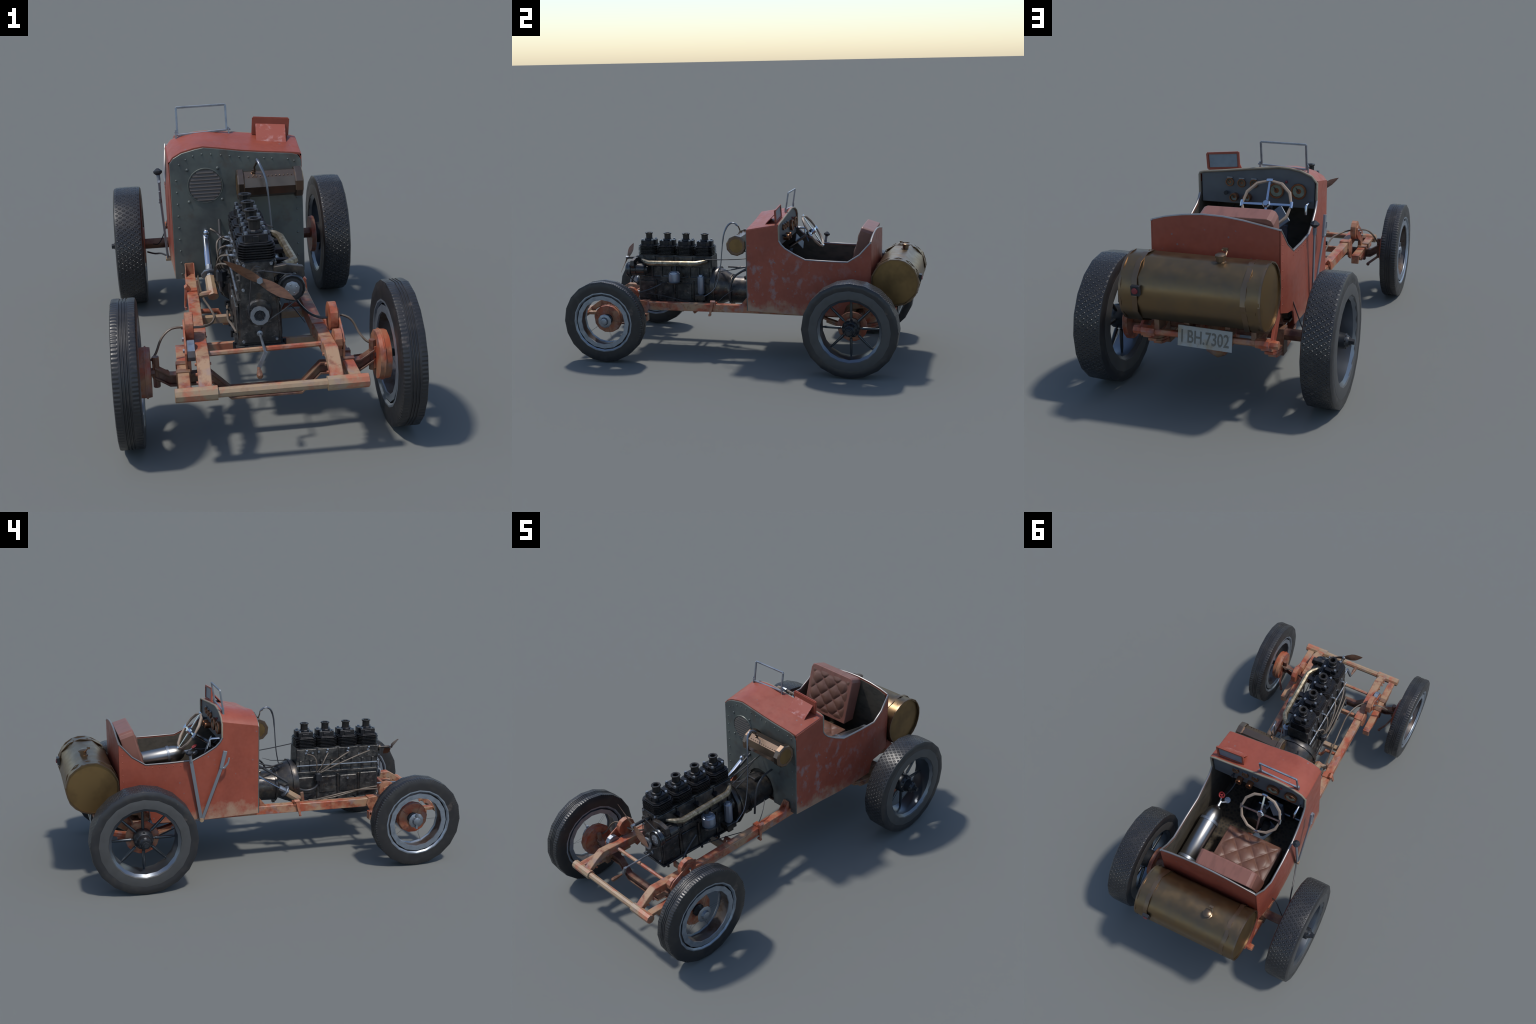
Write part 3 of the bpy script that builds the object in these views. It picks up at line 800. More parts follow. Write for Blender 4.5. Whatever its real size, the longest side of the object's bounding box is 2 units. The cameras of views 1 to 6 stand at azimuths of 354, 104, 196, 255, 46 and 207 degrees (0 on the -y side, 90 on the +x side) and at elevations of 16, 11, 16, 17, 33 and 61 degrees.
    for sg in (1, -1):
        q = Shape()
        q.lathe([(0, 0.0), (0, 0.0225), (0.124, 0.0215), (0.126, 0.018), (0.126, 0)], (CX + sg * 0.163, -0.956, 0.233), (sg, 0, 0), 9)
        q.obj("tube_sleeve", 'beige', nose, smooth=35)
    # thin second cross bar
    t = Shape(); t.rod((CX - 0.183, -0.776, 0.284), (CX + 0.183, -0.776, 0.288), 0.0085, seg=7)
    t.obj("cross_bar", 'frame', smooth=40)
    # dropped I-beam front axle
    a = Shape()
    pts = [(-0.345, 0.236), (-0.30, 0.207), (-0.25, 0.205), (-0.172, 0.206), (-0.112, 0.146), (0.112, 0.146), (0.172, 0.206), (0.25, 0.205), (0.30, 0.207), (0.345, 0.236)]
    def strip(dz0, dz1, y0, y1):
        secs = []
        for x, z in pts:
            secs.append([V(CX + x, y0, z + dz0), V(CX + x, y1, z + dz0), V(CX + x, y1, z + dz1), V(CX + x, y0, z + dz1)])
        a.loft(secs)
    strip(0.013, 0.020, -0.784, -0.754); strip(-0.020, -0.013, -0.784, -0.754); strip(-0.013, 0.013, -0.774, -0.764)
    ax = a.obj("front_axle", 'brown_frame', bevel=0.001)
    k = Shape()
    for sg in (1, -1):
        k.rod((CX + sg * 0.341, -0.768, 0.185), (CX + sg * 0.341, -0.768, 0.285), 0.011, seg=8)
        k.rod((CX + sg * 0.345, -0.768, 0.2345), (CX + sg * 0.40, -0.768, 0.2345), 0.014, seg=8)
    k.obj("kingpin", 'brown_frame', ax, smooth=40)
    # bent cross pipe under the engine and the sand-coloured mounts on the other side
    z = Shape(); z.tube([(CX - 0.185, -0.345, 0.272), (-0.128, -0.345, 0.270), (-0.105, -0.338, 0.220), (-0.04, -0.338, 0.220), (0.09, -0.338, 0.220), (0.115, -0.345, 0.270), (CX + 0.185, -0.345, 0.272)], 0.0095, 8)
    z.obj("bent_cross_pipe", 'orange', smooth=50)
    m = Shape()
    m.box((0.05, -0.402, 0.242), (0.172, -0.378, 0.268)); m.box((CX - 0.18, -0.402, 0.242), (-0.085, -0.378, 0.268))
    m.box((0.06, -0.64, 0.232), (0.172, -0.625, 0.262)); m.box((CX - 0.18, -0.64, 0.232), (-0.085, -0.625, 0.262))
    m.obj("engine_mount", 'beige', bevel=0.002)
    # rear: tube axle, differential, leaf springs, cross bar with its end knobs, hanging straps
    r = Shape()
    r.rod((CX - 0.375, 0.642, 0.262), (CX + 0.375, 0.642, 0.262), 0.023, seg=9)
    ra = r.obj("rear_axle", 'brown_frame', smooth=40)
    d = Shape()
    d.lathe([(-0.075, 0.03), (-0.055, 0.055), (-0.03, 0.098), (0.0, 0.110), (0.03, 0.098), (0.055, 0.055), (0.075, 0.03)], (CX + 0.012, 0.642, 0.250), (1, 0, 0), 11)
    d.rod((CX + 0.012, 0.56, 0.262), (CX, 0.30, 0.285), 0.045, 0.032, seg=9)
    d.obj("differential", 'frame', ra, smooth=35)
    for sg in (1, -1):
        xs = CX + sg * 0.232
        for k, (half, dz) in enumerate(((0.205, 0.0), (0.16, -0.012), (0.11, -0.024))):
            l = Shape()
            secs = []
            for i in range(9):
                t2 = -1 + 2 * i / 8; y = 0.635 + t2 * half
                z0 = 0.214 + dz + 0.050 * (t2 * half / 0.205) ** 2
                secs.append([V(xs - 0.017, y, z0), V(xs + 0.017, y, z0), V(xs + 0.017, y, z0 + 0.011), V(xs - 0.017, y, z0 + 0.011)])
            l.loft(secs)
            l.obj("leaf_spring", 'frame', bevel=0.001)
        c = Shape(); c.box((xs - 0.021, 0.618, 0.182), (xs + 0.021, 0.668, 0.290))
        c.obj("spring_clamp", 'brown_frame', bevel=0.0015)
        e = Shape()
        e.box((xs - 0.018, 0.415, 0.255), (xs + 0.018, 0.445, 0.285)); 
        e.lathe([(-0.03, 0.0), (-0.03, 0.020), (0.022, 0.023), (0.024, 0.018), (0.024, 0.0)], (CX + sg * 0.228, 0.838, 0.291), (sg, 0, 0), 8)
        e.obj("spring_shackle", 'orange', smooth=35)
        k = Shape(); k.lathe([(0.0, 0.013), (0.014, 0.018), (0.034, 0.016), (0.036, 0)], (CX + sg * 0.250, 0.838, 0.291), (sg, 0, 0), 8)
        k.obj("bar_end_knob", 'orange', smooth=40)
        # strap from the tail panel down to the bar
        t = Shape()
        t.beam((CX + sg * 0.246, 0.724, 0.385), (CX + sg * 0.258, 0.836, 0.284), 0.012, 0.050, up=(0, 1, 1), h2=0.034)
        t.obj("tail_strap", 'paint_plain', bevel=0.001)
        # rear continuation of the rail under the tail
        u = Shape(); u.loft([[V(CX + sg * 0.2 - 0.02, y, z - 0.02), V(CX + sg * 0.2 + 0.02, y, z - 0.02), V(CX + sg * 0.2 + 0.02, y, z + 0.02), V(CX + sg * 0.2 - 0.02, y, z + 0.02)] for y, z in ((0.55, 0.276), (0.60, 0.325), (0.68, 0.335), (0.76, 0.318), (0.835, 0.292))])
        u.obj("frame_rail", 'frame', bevel=0.002)
    bb = Shape(); bb.rod((CX - 0.25, 0.838, 0.291), (CX + 0.25, 0.838, 0.291), 0.0135, seg=9)
    bb.obj("rear_cross_bar", 'orange', smooth=40)
    ub = Shape()
    for x in (-0.20, -0.10, 0.06, 0.18):
        ub.box((x - 0.010, 0.78, 0.298), (x + 0.010, 0.845, 0.365))
    ub.box((-0.22, 0.735, 0.33), (0.20, 0.80, 0.352))
    ub.obj("tank_cradle", 'brown_frame', bevel=0.001)
chassis()

# ------------------------------------------------------------------ number plate
def plate():
    s = Shape()
    s.box((-0.106, -0.0015, -0.040), (0.106, 0.0015, 0.040))
    p = s.obj("number_plate", 'plate', bevel=0.001)
    p.matrix_local = Matrix.Translation((-0.016, 0.858, 0.293)) @ Matrix.Rotation(math.radians(-1.5), 4, 'Y') @ Matrix.Rotation(math.radians(4), 4, 'X')
    cu = bpy.data.curves.new("plate_text", 'FONT'); cu.body = "I BH.7302"
    cu.size = 0.064; cu.extrude = 0.0008; cu.align_x = 'CENTER'; cu.align_y = 'CENTER'; cu.offset = 0.0006
    t = bpy.data.objects.new("plate_text", cu); bpy.context.scene.collection.objects.link(t)
    dg = bpy.context.evaluated_depsgraph_get()
    me = bpy.data.meshes.new_from_object(t.evaluated_get(dg)); bpy.data.objects.remove(t)
    xs = [v.co.x for v in me.vertices]; k = 0.186 / (max(xs) - min(xs))
    me.materials.clear(); me.materials.append(M['plate_ink'])
    # text stands up (x right, z up) and faces +y, so its reading direction runs toward -x
    zs = [v.co.y for v in me.vertices]; kz = 0.050 / (max(zs) - min(zs)); zc = (max(zs) + min(zs)) / 2
    mt = Matrix(((-k, 0, 0, 0), (0, 0, 1, 0.0020), (0, kz, 0, -zc * kz), (0, 0, 0, 1)))
    add("plate_lettering", me, p, mt)
    b = Shape(); b.box((-0.030, 0.835, 0.284), (-0.010, 0.855, 0.300)); b.obj("plate_bracket", 'brown_frame')
plate()

# ------------------------------------------------------------------ tanks
def tanks():
    c = V(0, 0.856, 0.4765)
    b = Shape()
    b.lathe([(0.0, 0.0), (0.0, 0.129), (0.490, 0.129), (0.490, 0.0)], (-0.2500, c.y, c.z), (1, 0, 0), 9, phase=pi / 9)
    t = b.obj("fuel_tank", 'brass', smooth=42)
    random.seed(3)
    # raised end collars and the two buckled straps, each slightly uneven
    for x0, x1, r in ((-0.264, -0.212, 0.1310), (0.206, 0.261, 0.1310)):
        e = Shape()
        e.lathe([(0, 0.125), (0, r), (x1 - x0, r), (x1 - x0, 0.125)], (x0, c.y, c.z), (1, 0, 0), 11, phase=0.2, closed=True)
        e.obj("tank_collar", 'brass', t, smooth=40)
    for x0, sg in ((-0.205, -1), (0.199, 1)):
        s = Shape(); n = 13
        ring = []
        for k in range(n):
            a = 2 * pi * k / n
            r = 0.1320 + random.uniform(-0.003, 0.0045); dx = random.uniform(-0.006, 0.006)
            u = V(0, math.cos(a), math.sin(a))
            o = V(x0 + dx, c.y, c.z)
            ring.append([o + u * r + V(-0.010, 0, 0), o + u * r + V(0.010, 0, 0), o + u * (r - 0.003) + V(0.010, 0, 0), o + u * (r - 0.003) + V(-0.010, 0, 0)])
        ring.append(ring[0])
        s.loft(ring, caps=False)
        s.obj("tank_strap", 'strap', t, smooth=50)
    for sg, x in ((1, 0.2600), (-1, -0.2630)):
        d = Shape()
        d.lathe([(-0.004, 0.0), (-0.004, 0.124), (0.001, 0.124), (0.002, 0.10), (0.003, 0.0)], (x - sg * (0.009 if sg > 0 else 0.004), c.y, c.z), (sg, 0, 0), 22)
        d.obj("tank_end", 'brass_end', t, smooth=40)
        l = Shape()
        n = 22; ring = []
        for k in range(n + 1):
            a = 2 * pi * (k % n) / n; random.seed(k % n + (100 if sg > 0 else 0))
            r = 0.1290 + random.uniform(-0.001, 0.0025); u = V(0, math.cos(a), math.sin(a)); o = V(x, c.y, c.z)
            ring.append([o + u * r + V(sg * 0.004, 0, 0), o + u * (r - 0.005) + V(sg * 0.004, 0, 0), o + u * (r - 0.005) - V(sg * 0.004, 0, 0), o + u * r - V(sg * 0.004, 0, 0)])
        l.loft(ring, caps=False)
        l.obj("tank_lip", 'strap', t, smooth=50)
    # filler with a hinged flip cap
    f = Shape()
    f.lathe([(-0.01, 0.022), (0.004, 0.022), (0.006, 0.017), (0.022, 0.017), (0.022, 0.0)], (-0.088, 0.878, 0.596), (0, 0.12, 1), 8)
    f.lathe([(0.022, 0.0), (0.022, 0.021), (0.030, 0.021), (0.034, 0.013), (0.034, 0)], (-0.088, 0.878, 0.596), (0, 0.12, 1), 8)
    f.tube([(-0.104, 0.878, 0.618), (-0.106, 0.862, 0.632), (-0.096, 0.850, 0.640), (-0.084, 0.858, 0.636)], 0.0032, 5)
    f.box((-0.106, 0.846, 0.632), (-0.086, 0.856, 0.643))
    f.obj("filler_cap", 'strap', t, smooth=35)
    # tail lamp on the strap
    l = Shape(); l.box((0.178, 0.978, 0.478), (0.211, 0.994, 0.516), rot=('X', -0.12))
    lo = l.obj("tail_lamp", 'dark', t, bevel=0.001)
    Shape().lathe([(0, 0.0125), (0.005, 0.011), (0.007, 0)], (0.195, 0.993, 0.497), (0, 1, 0.05), 9).obj("tail_lamp_lens", 'lens', lo, smooth=40)
    # small tank on the firewall
    y, z = -0.0375, 0.651
    s = Shape(); s.lathe([(0, 0), (0, 0.050), (0.230, 0.050), (0.230, 0)], (0.0, y, z), (1, 0, 0), 9, phase=0.25)
    h = s.obj("header_tank", 'brass_brown', smooth=25)
    for x0, x1 in ((-0.013, 0.013), (0.201, 0.232)):
        s = Shape(); s.lathe([(0, 0.040), (0, 0.0555), (0.004, 0.0585), ((x1 - x0) - 0.004, 0.0585), (x1 - x0, 0.053), (x1 - x0, 0.040)], (x0, y, z), (1, 0, 0), 10, phase=0.1, closed=True)
        s.obj("tank_collar", 'brass_brown', h, smooth=25)
    for x, sg in ((0.2305, 1), (-0.0115, -1)):
        Shape().lathe([(-0.003, 0), (-0.003, 0.051), (0.0, 0.0505), (0.002, 0)], (x, y, z), (sg, 0, 0), 10).obj("tank_end", 'brass_end', h, smooth=40)
    rv = Shape()
    for k in range(12):
        for a in (2.35,):
            rv.ball((0.03 + k * 0.0145, y + math.cos(a) * 0.0495, z + math.sin(a) * 0.0495), 0.0028, 6, 0.6, (0, math.cos(a), math.sin(a)))
    rv.obj("tank_rivets", 'brass_brown', h, smooth=60, kind="stuff")
    p = Shape(); p.lathe([(0, 0.0085), (0.006, 0.0085), (0.007, 0.006), (0.012, 0.006), (0.012, 0)], (0.049, y - 0.015, z + 0.045), (0, -0.2, 1), 8)
    p.tube([(0.055, y - 0.02, z + 0.05), (0.053, y - 0.026, z + 0.068), (0.060, y - 0.030, z + 0.082), (0.060, y - 0.045, z + 0.090)], 0.0035, 6)
    p.obj("tank_tap", 'brass_brown', h, smooth=40)
    q = Shape()
    q.tube([(0.062, -0.070, 0.735), (0.060, -0.088, 0.750), (0.060, -0.108, 0.752), (0.066, -0.128, 0.738), (0.078, -0.143, 0.708), (0.086, -0.152, 0.672), (0.092, -0.160, 0.60), (0.097, -0.170, 0.50), (0.103, -0.190, 0.41), (0.108, -0.215, 0.36), (0.110, -0.262, 0.326), (0.108, -0.275, 0.322)], 0.003, 7, smooth=3, radii=[0.0045, 0.0055, 0.0045, 0.003, 0.0028, 0.0028])
    q.obj("fuel_pipe", 'pipe', h, smooth=60)
    rods = Shape(); rods.beam((0.02, 0.018, 0.62), (0.02, -0.03, 0.60), 0.012, 0.004); rods.beam((0.20, 0.018, 0.62), (0.20, -0.03, 0.60), 0.012, 0.004)
    rods.obj("tank_bracket", 'dark', h)
tanks()

# ------------------------------------------------------------------ engine
CYL = (-0.641, -0.5245, -0.4085, -0.2925)
def engine():
    s = Shape()
    yf, yb = -0.690, -0.236
    # crankcase and block: narrower at the top
    def hoop(z, xl, xr, y0=yf, y1=yb): return [V(xl, y0, z), V(xr, y0, z), V(xr, y1, z), V(xl, y1, z)]
    s.loft([hoop(0.262, -0.084, 0.054), hoop(0.30, -0.082, 0.054), hoop(0.405, -0.075, 0.050), hoop(0.425, -0.069, 0.044), hoop(0.548, -0.066, 0.039)])
    block = s.obj("engine_block", 'engine', bevel=0.003, seg=2)
    # sump below the flange
    o = Shape()
    o.loft([hoop(0.236, -0.064, 0.036, -0.665, -0.26), hoop(0.262, -0.084, 0.054, -0.688, -0.24)])
    o.obj("sump", 'engine', block, bevel=0.003)
    f = Shape(); f.box((-0.094, -0.697, 0.2585), (0.063, -0.236, 0.2665))
    f.obj("sump_flange", 'engine', block, bevel=0.001)
    bt = Shape()
    for y in (-0.672, -0.565, -0.46, -0.35, -0.26):
        for x in (-0.096, 0.065):
            bt.lathe([(-0.010, 0.0065), (0.012, 0.0065), (0.012, 0)], (x, y, 0.262), (0, 0, 1), 6)
    bt.obj("flange_bolts", 'dark', block, kind="stuff")
    # jackets: a plate per cylinder on each side, ribs and push-rod windows below
    for y in CYL:
        j = Shape()
        j.box((-0.0705, y - 0.054, 0.478), (-0.064, y + 0.054, 0.541)); j.box((0.039, y - 0.054, 0.478), (0.047, y + 0.054, 0.541))
        j.obj("water_jacket", 'engine', block, bevel=0.002)
    r = Shape()
    for y in (-0.582, -0.466, -0.350):
        r.box((-0.086, y - 0.004, 0.268), (-0.078, y + 0.004, 0.40)); r.box((0.048, y - 0.004, 0.268), (0.0585, y + 0.004, 0.40))
    r.obj("crankcase_ribs", 'gearbox', block, bevel=0.001)
    p = Shape()
    for k in range(8):
        y = -0.665 + k * 0.058
        for x0, x1 in ((-0.0765, -0.066), (0.040, 0.052)):
            p.box((x0, y - 0.006, 0.418), (x1, y + 0.006, 0.480))
    p.box((-0.0815, -0.688, 0.408), (-0.070, -0.238, 0.420)); p.box((0.042, -0.688, 0.408), (0.053, -0.238, 0.420))
    p.obj("tappet_posts", 'engine', block, bevel=0.0015)
    ci = Shape()
    random.seed(5)
    for k in range(3):
        y0 = (-0.577, -0.461, -0.345)[k]
        ci.box((-0.0865, y0 + 0.008, 0.30), (-0.076, y0 + 0.100, 0.392), rot=('Y', -0.04))
        ci.box((0.051, y0 + 0.008, 0.285), (0.0575, y0 + 0.100, 0.385))
    ci.box((-0.0865, -0.685, 0.275), (-0.076, -0.592, 0.400), rot=('Y', -0.04))
    ci.box((0.051, -0.684, 0.285), (0.0575, -0.592, 0.395))
    ci.obj("crankcase_covers", 'engine', block, bevel=0.003)
    rod = Shape(); rod.rod((-0.083, -0.685, 0.453), (-0.083, -0.236, 0.456), 0.0038, seg=7)
    rod.obj("control_rod", 'steel', block, smooth=50)
    # cylinders: finned barrel, chamfered head flange, rocker box, intake bell
    def chamf(hx, hy, c): return [(-hx + c, -hy), (hx - c, -hy), (hx, -hy + c), (hx, hy - c), (hx - c, hy), (-hx + c, hy), (-hx, hy - c), (-hx, -hy + c)]
    b = Shape()
    b.prism(chamf(0.046, 0.045, 0.014), 'z', 0.545, 0.597)
    for k in range(6):
        z = 0.5485 + k * 0.0080
        gx, gy = 0.0585 + (0.0012 if k % 2 else 0), 0.0555
        b.prism(chamf(gx, gy, 0.016), 'z', z, z + 0.0032)
    barrel = b.mesh("cylinder"); barrel.materials.append(M['fins'])
    h = Shape()
    h.prism(chamf(0.056, 0.0545, 0.018), 'z', 0.5955, 0.6005)
    h.prism(chamf(0.050, 0.0485, 0.016), 'z', 0.6005, 0.6050)
    head = h.mesh("cylinder_head"); head.materials.append(M['fins'])
    x = Shape()
    x.box((-0.036, -0.040, 0.604), (0.036, 0.040, 0.629))
    x.box((-0.040, -0.018, 0.604), (0.040, 0.018, 0.622))
    x.box((-0.010, -0.043, 0.604), (0.010, 0.043, 0.624))
    x.box((-0.012, 0.028, 0.604), (0.024, 0.050, 0.634))
    x.lathe([(0, 0.027), (0.008, 0.025), (0.010, 0.021)], (0, -0.002, 0.629), (0, 0, 1), 10)
    rocker = x.mesh("rocker_box"); rocker.materials.append(M['fins'])
    bl = Shape()
    bl.lathe([(0.0, 0.0195), (0.030, 0.0195), (0.032, 0.0235), (0.037, 0.0240), (0.038, 0.0225), (0.037, 0.0140), (0.030, 0.0125), (0.006, 0.0115), (0.006, 0.0)], (0, 0, 0.635), (0, 0, 1), 9)
    bell = bl.mesh("intake_bell", 30); bell.materials.append(M['bell'])
    st = Shape()
    for dx, dy in ((-0.036, -0.036), (0.036, -0.036), (0.036, 0.034), (-0.034, 0.034)):
        st.lathe([(0, 0.0065), (0.008, 0.0065), (0.008, 0)], (dx * 0.86, dy * 0.9, 0.629), (0, 0, 1), 6)
    stud = st.mesh("head_bolts"); stud.materials.append(M['steel'])
    for y in CYL:
        mt = Matrix.Translation((ENG + 0.001, y, 0))
        c = add("cylinder", barrel, block, mt)
        o = add("cylinder_head", head, block, mt); o.modifiers.new("edge", 'BEVEL').width = 0.001
        o = add("rocker_box", rocker, block, mt); bv = o.modifiers.new("edge", 'BEVEL'); bv.width = 0.0015
        add("intake_bell", bell, block, mt)
        hb = add("head_bolts", stud, block, mt); hb["kind"] = "stuff"
    # timing cover on the front, with bolts, fan, pulleys
    t = Shape()
    t.prism([(-0.064, 0.545), (0.036, 0.545), (0.040, 0.45), (0.049, 0.275), (-0.080, 0.275), (-0.070, 0.45)], 'y', -0.695, -0.688)
    t.obj("timing_cover", 'engine', block, bevel=0.002)
    tb = Shape()
    for px, pz in ((-0.057, 0.535), (0.029, 0.537), (-0.062, 0.455), (0.032, 0.45), (-0.068, 0.282), (0.038, 0.286)):
        tb.lathe([(0, 0.006), (0.006, 0.005), (0.006, 0)], (px, -0.695, pz), (0, -1, 0), 5)
    tb.obj("cover_bolts", 'steel', block, kind="stuff")
    d = Shape()
    d.lathe([(0, 0.043), (0.008, 0.043), (0.012, 0.038), (0.012, 0.0)], (-0.0155, -0.694, 0.381), (0, -1, 0), 12)
    d.obj("crank_seal_plate", 'engine', block, smooth=35)
    d = Shape()
    d.lathe([(0.0, 0.020), (0.012, 0.026), (0.014, 0.031), (0.022, 0.031), (0.022, 0.019), (0.016, 0.018), (0.016, 0.0)], (-0.0155, -0.704, 0.376), (0, -1, 0), 11)
    pu = d.obj("crank_pulley", 'steel', block, smooth=35)
    dc = Shape(); dc.lathe([(0.0, 0.018), (0.003, 0.016), (0.003, 0.007), (0.007, 0.006), (0.007, 0)], (-0.0155, -0.7195, 0.376), (0, -1, 0), 8)
    for k in range(5):
        a = 2 * pi * k / 5 - pi / 2
        dc.ball((-0.0155 + math.cos(a) * 0.0115, -0.7225, 0.376 + math.sin(a) * 0.0115), 0.0025, 5)
    dc.obj("pulley_hub", 'dark', pu, smooth=40)
    fs = Shape()
    fs.lathe([(0, 0.020), (0.006, 0.020), (0.008, 0.013), (0.020, 0.013), (0.022, 0.020), (0.030, 0.020), (0.032, 0.008), (0.094, 0.007)], (ENG - 0.002, -0.694, 0.5135), (0, -1, 0), 10)
    fs.obj("fan_shaft", 'gearbox', block, smooth=35)
    # two-bladed wooden fan, twisted toward the tips
    hub = V(-0.0175, -0.789, 0.5135); tip = V(-0.1245, -0.788, 0.583)
    fdir = (tip - hub).normalized(); side = V(fdir.z, 0, -fdir.x)
    fl = Shape(); L = (tip - hub).length
    secs = []
    for i in range(17):
        u = -1 + i / 8
        w = 0.0085 + 0.0085 * math.sin(min(abs(u), 1) ** 0.9 * pi) ** 1.0
        if abs(u) > 0.72: w = max(0.0006, 0.0146 * (1 - ((abs(u) - 0.55) / 0.45) ** 2))
        tw = -0.55 * (1 if u > 0 else -1) * min(abs(u) * 2.2, 1)
        wd = side * math.cos(tw) * w + V(0, 1, 0) * math.sin(tw) * w
        tn = (side * -math.sin(tw) + V(0, 1, 0) * math.cos(tw)) * (0.0035 * (1.15 - abs(u) * 0.9))
        c0 = hub + fdir * (u * L)
        secs.append([c0 - wd, c0 - tn, c0 + wd, c0 + tn])
    fl.loft(secs)
    fan = fl.obj("fan_blade", 'wood', block, smooth=35)
    Shape().lathe([(-0.008, 0.010), (0.008, 0.010), (0.008, 0)], hub, (0, -1, 0), 6).obj("fan_nut", 'steel', block)
    # dynamo on the right front corner
    dy = Shape()
    dy.lathe([(0.0, 0.041), (0.006, 0.0435), (0.010, 0.0405), (0.018, 0.0405), (0.024, 0.0435), (0.028, 0.040)], (0.0865, -0.746, 0.4665), (0, 1, 0), 14)
    dp = dy.obj("dynamo_pulley", 'spoke', block, smooth=35)
    Shape().lathe([(0.004, 0.0), (0.004, 0.0335), (-0.001, 0.0335), (-0.001, 0.040)], (0.0865, -0.746, 0.4665), (0, 1, 0), 14).obj("pulley_web", 'dark', dp, smooth=35)
    q = Shape(); q.lathe([(0.003, 0.024), (-0.003, 0.024), (-0.005, 0.020), (-0.005, 0.0)], (0.0865, -0.746, 0.4665), (0, 1, 0), 9)
    for k in range(4):
        a = 2 * pi * k / 4 + 0.4; q.ball((0.0865 + math.cos(a) * 0.014, -0.7515, 0.4665 + math.sin(a) * 0.014), 0.0028, 5)
    q.obj("pulley_boss", 'steel', dp, smooth=35)
    db = Shape()
    db.lathe([(0.026, 0.030), (0.030, 0.036), (0.058, 0.037), (0.060, 0.033), (0.064, 0.033), (0.066, 0.037), (0.112, 0.034), (0.120, 0.024), (0.128, 0.022), (0.128, 0)], (0.0865, -0.746, 0.4665), (0, 1, 0), 12)
    for k in range(9):
        a = 2 * pi * k / 9
        db.beam((0.0865 + math.cos(a) * 0.034, -0.715, 0.4665 + math.sin(a) * 0.034), (0.0865 + math.cos(a) * 0.032, -0.635, 0.4665 + math.sin(a) * 0.032), 0.007, 0.010, up=(math.cos(a), 0, math.sin(a)))
    db.obj("dynamo", 'gearbox', block, smooth=35)
    br = Shape()
    br.prism([(0.035, 0.530), (0.075, 0.535), (0.128, 0.525), (0.133, 0.495), (0.115, 0.470), (0.105, 0.505), (0.06, 0.51), (0.035, 0.495)], 'y', -0.712, -0.690)
    br.prism([(0.035, 0.43), (0.07, 0.425), (0.07, 0.44), (0.035, 0.45)], 'y', -0.712, -0.69)
    br.obj("dynamo_bracket", 'gearbox', block, bevel=0.002)
    be = Shape()
    be.tube([(-0.033, -0.722, 0.521), (0.0, -0.727, 0.524), (0.088, -0.733, 0.508)], 0.0024, 5)
    be.tube([(-0.044, -0.716, 0.36), (-0.050, -0.718, 0.39), (-0.035, -0.720, 0.51)], 0.0024, 5)
    be.tube([(0.012, -0.718, 0.357), (0.06, -0.728, 0.392), (0.118, -0.735, 0.438)], 0.0024, 5)
    be.obj("fan_belt", 'cable_black', block, smooth=50)
    # starting handle
    c = Shape()
    c.lathe([(0, 0.010), (0.008, 0.010), (0.010, 0.005)], (-0.016, -0.693, 0.308), (0, -1, 0), 8)
    c.rod((-0.016, -0.70, 0.308), (-0.0155, -0.860, 0.307), 0.0042, seg=7)
    c.beam((-0.014, -0.862, 0.311), (-0.038, -0.862, 0.258), 0.010, 0.013, up=(0, 1, 0))
    ch = c.obj("starting_handle", 'steel', block, smooth=35)
    g = Shape(); g.lathe([(0, 0.005), (0.012, 0.0055), (0.035, 0.0095), (0.055, 0.0100), (0.062, 0.006), (0.063, 0)], (-0.0385, -0.866, 0.261), (-0.02, -1, -0.05), 7)
    g.obj("handle_grip", 'wood', ch, smooth=40)
    # exhaust manifold on the right: thick pipe with tapered bent ends and stubs to each port
    e = Shape()
    e.tube([(0.066, -0.662, 0.521), (0.098, -0.628, 0.516), (0.112, -0.602, 0.512), (0.107, -0.45, 0.513), (0.102, -0.315, 0.515), (0.086, -0.283, 0.519), (0.060, -0.262, 0.521)], 0.0145, 8, radii=[0.008, 0.013, 0.0148, 0.0148, 0.0148, 0.0135, 0.012])
    e.obj("exhaust_manifold", 'exhaust', block, smooth=32)
    e = Shape()
    for y in (-0.583, -0.466, -0.35):
        e.box((0.036, y - 0.012, 0.503), (0.100, y + 0.012, 0.517))
    e.rod((0.09, -0.445, 0.50), (0.10, -0.445, 0.462), 0.012, seg=8)
    e.obj("exhaust_stub", 'fins', block, smooth=40)
    # magneto pot on the right with its dished foot, oil filter, its bracket
    o = Shape()
    o.lathe([(0, 0), (0, 0.030), (0.006, 0.034), (0.052, 0.034), (0.054, 0.030), (0.060, 0.029), (0.062, 0.018), (0.066, 0.018), (0.066, 0)], (0.112, -0.446, 0.402), (0, 0, 1), 11)
    op = o.obj("float_bowl", 'silver_cyl', block, smooth=35)
    o = Shape(); o.lathe([(-0.008, 0.020), (-0.002, 0.042), (0.004, 0.046), (0.005, 0.036), (0.0, 0.0)], (0.112, -0.446, 0.400), (0, 0, 1), 12)
    o.obj("bowl_foot", 'gearbox', op, smooth=40)
    a = Shape(); a.box((0.045, -0.466, 0.43), (0.085, -0.43, 0.455)); a.obj("bowl_arm", 'engine', op, bevel=0.002)
    o = Shape(); o.lathe([(0, 0), (0, 0.014), (0.010, 0.021), (0.106, 0.021), (0.110, 0.014), (0.118, 0.012), (0.118, 0)], (0.081, -0.294, 0.327), (0, 0, 1), 9)
    of = o.obj("oil_filter", 'silver_cyl', block, smooth=35)
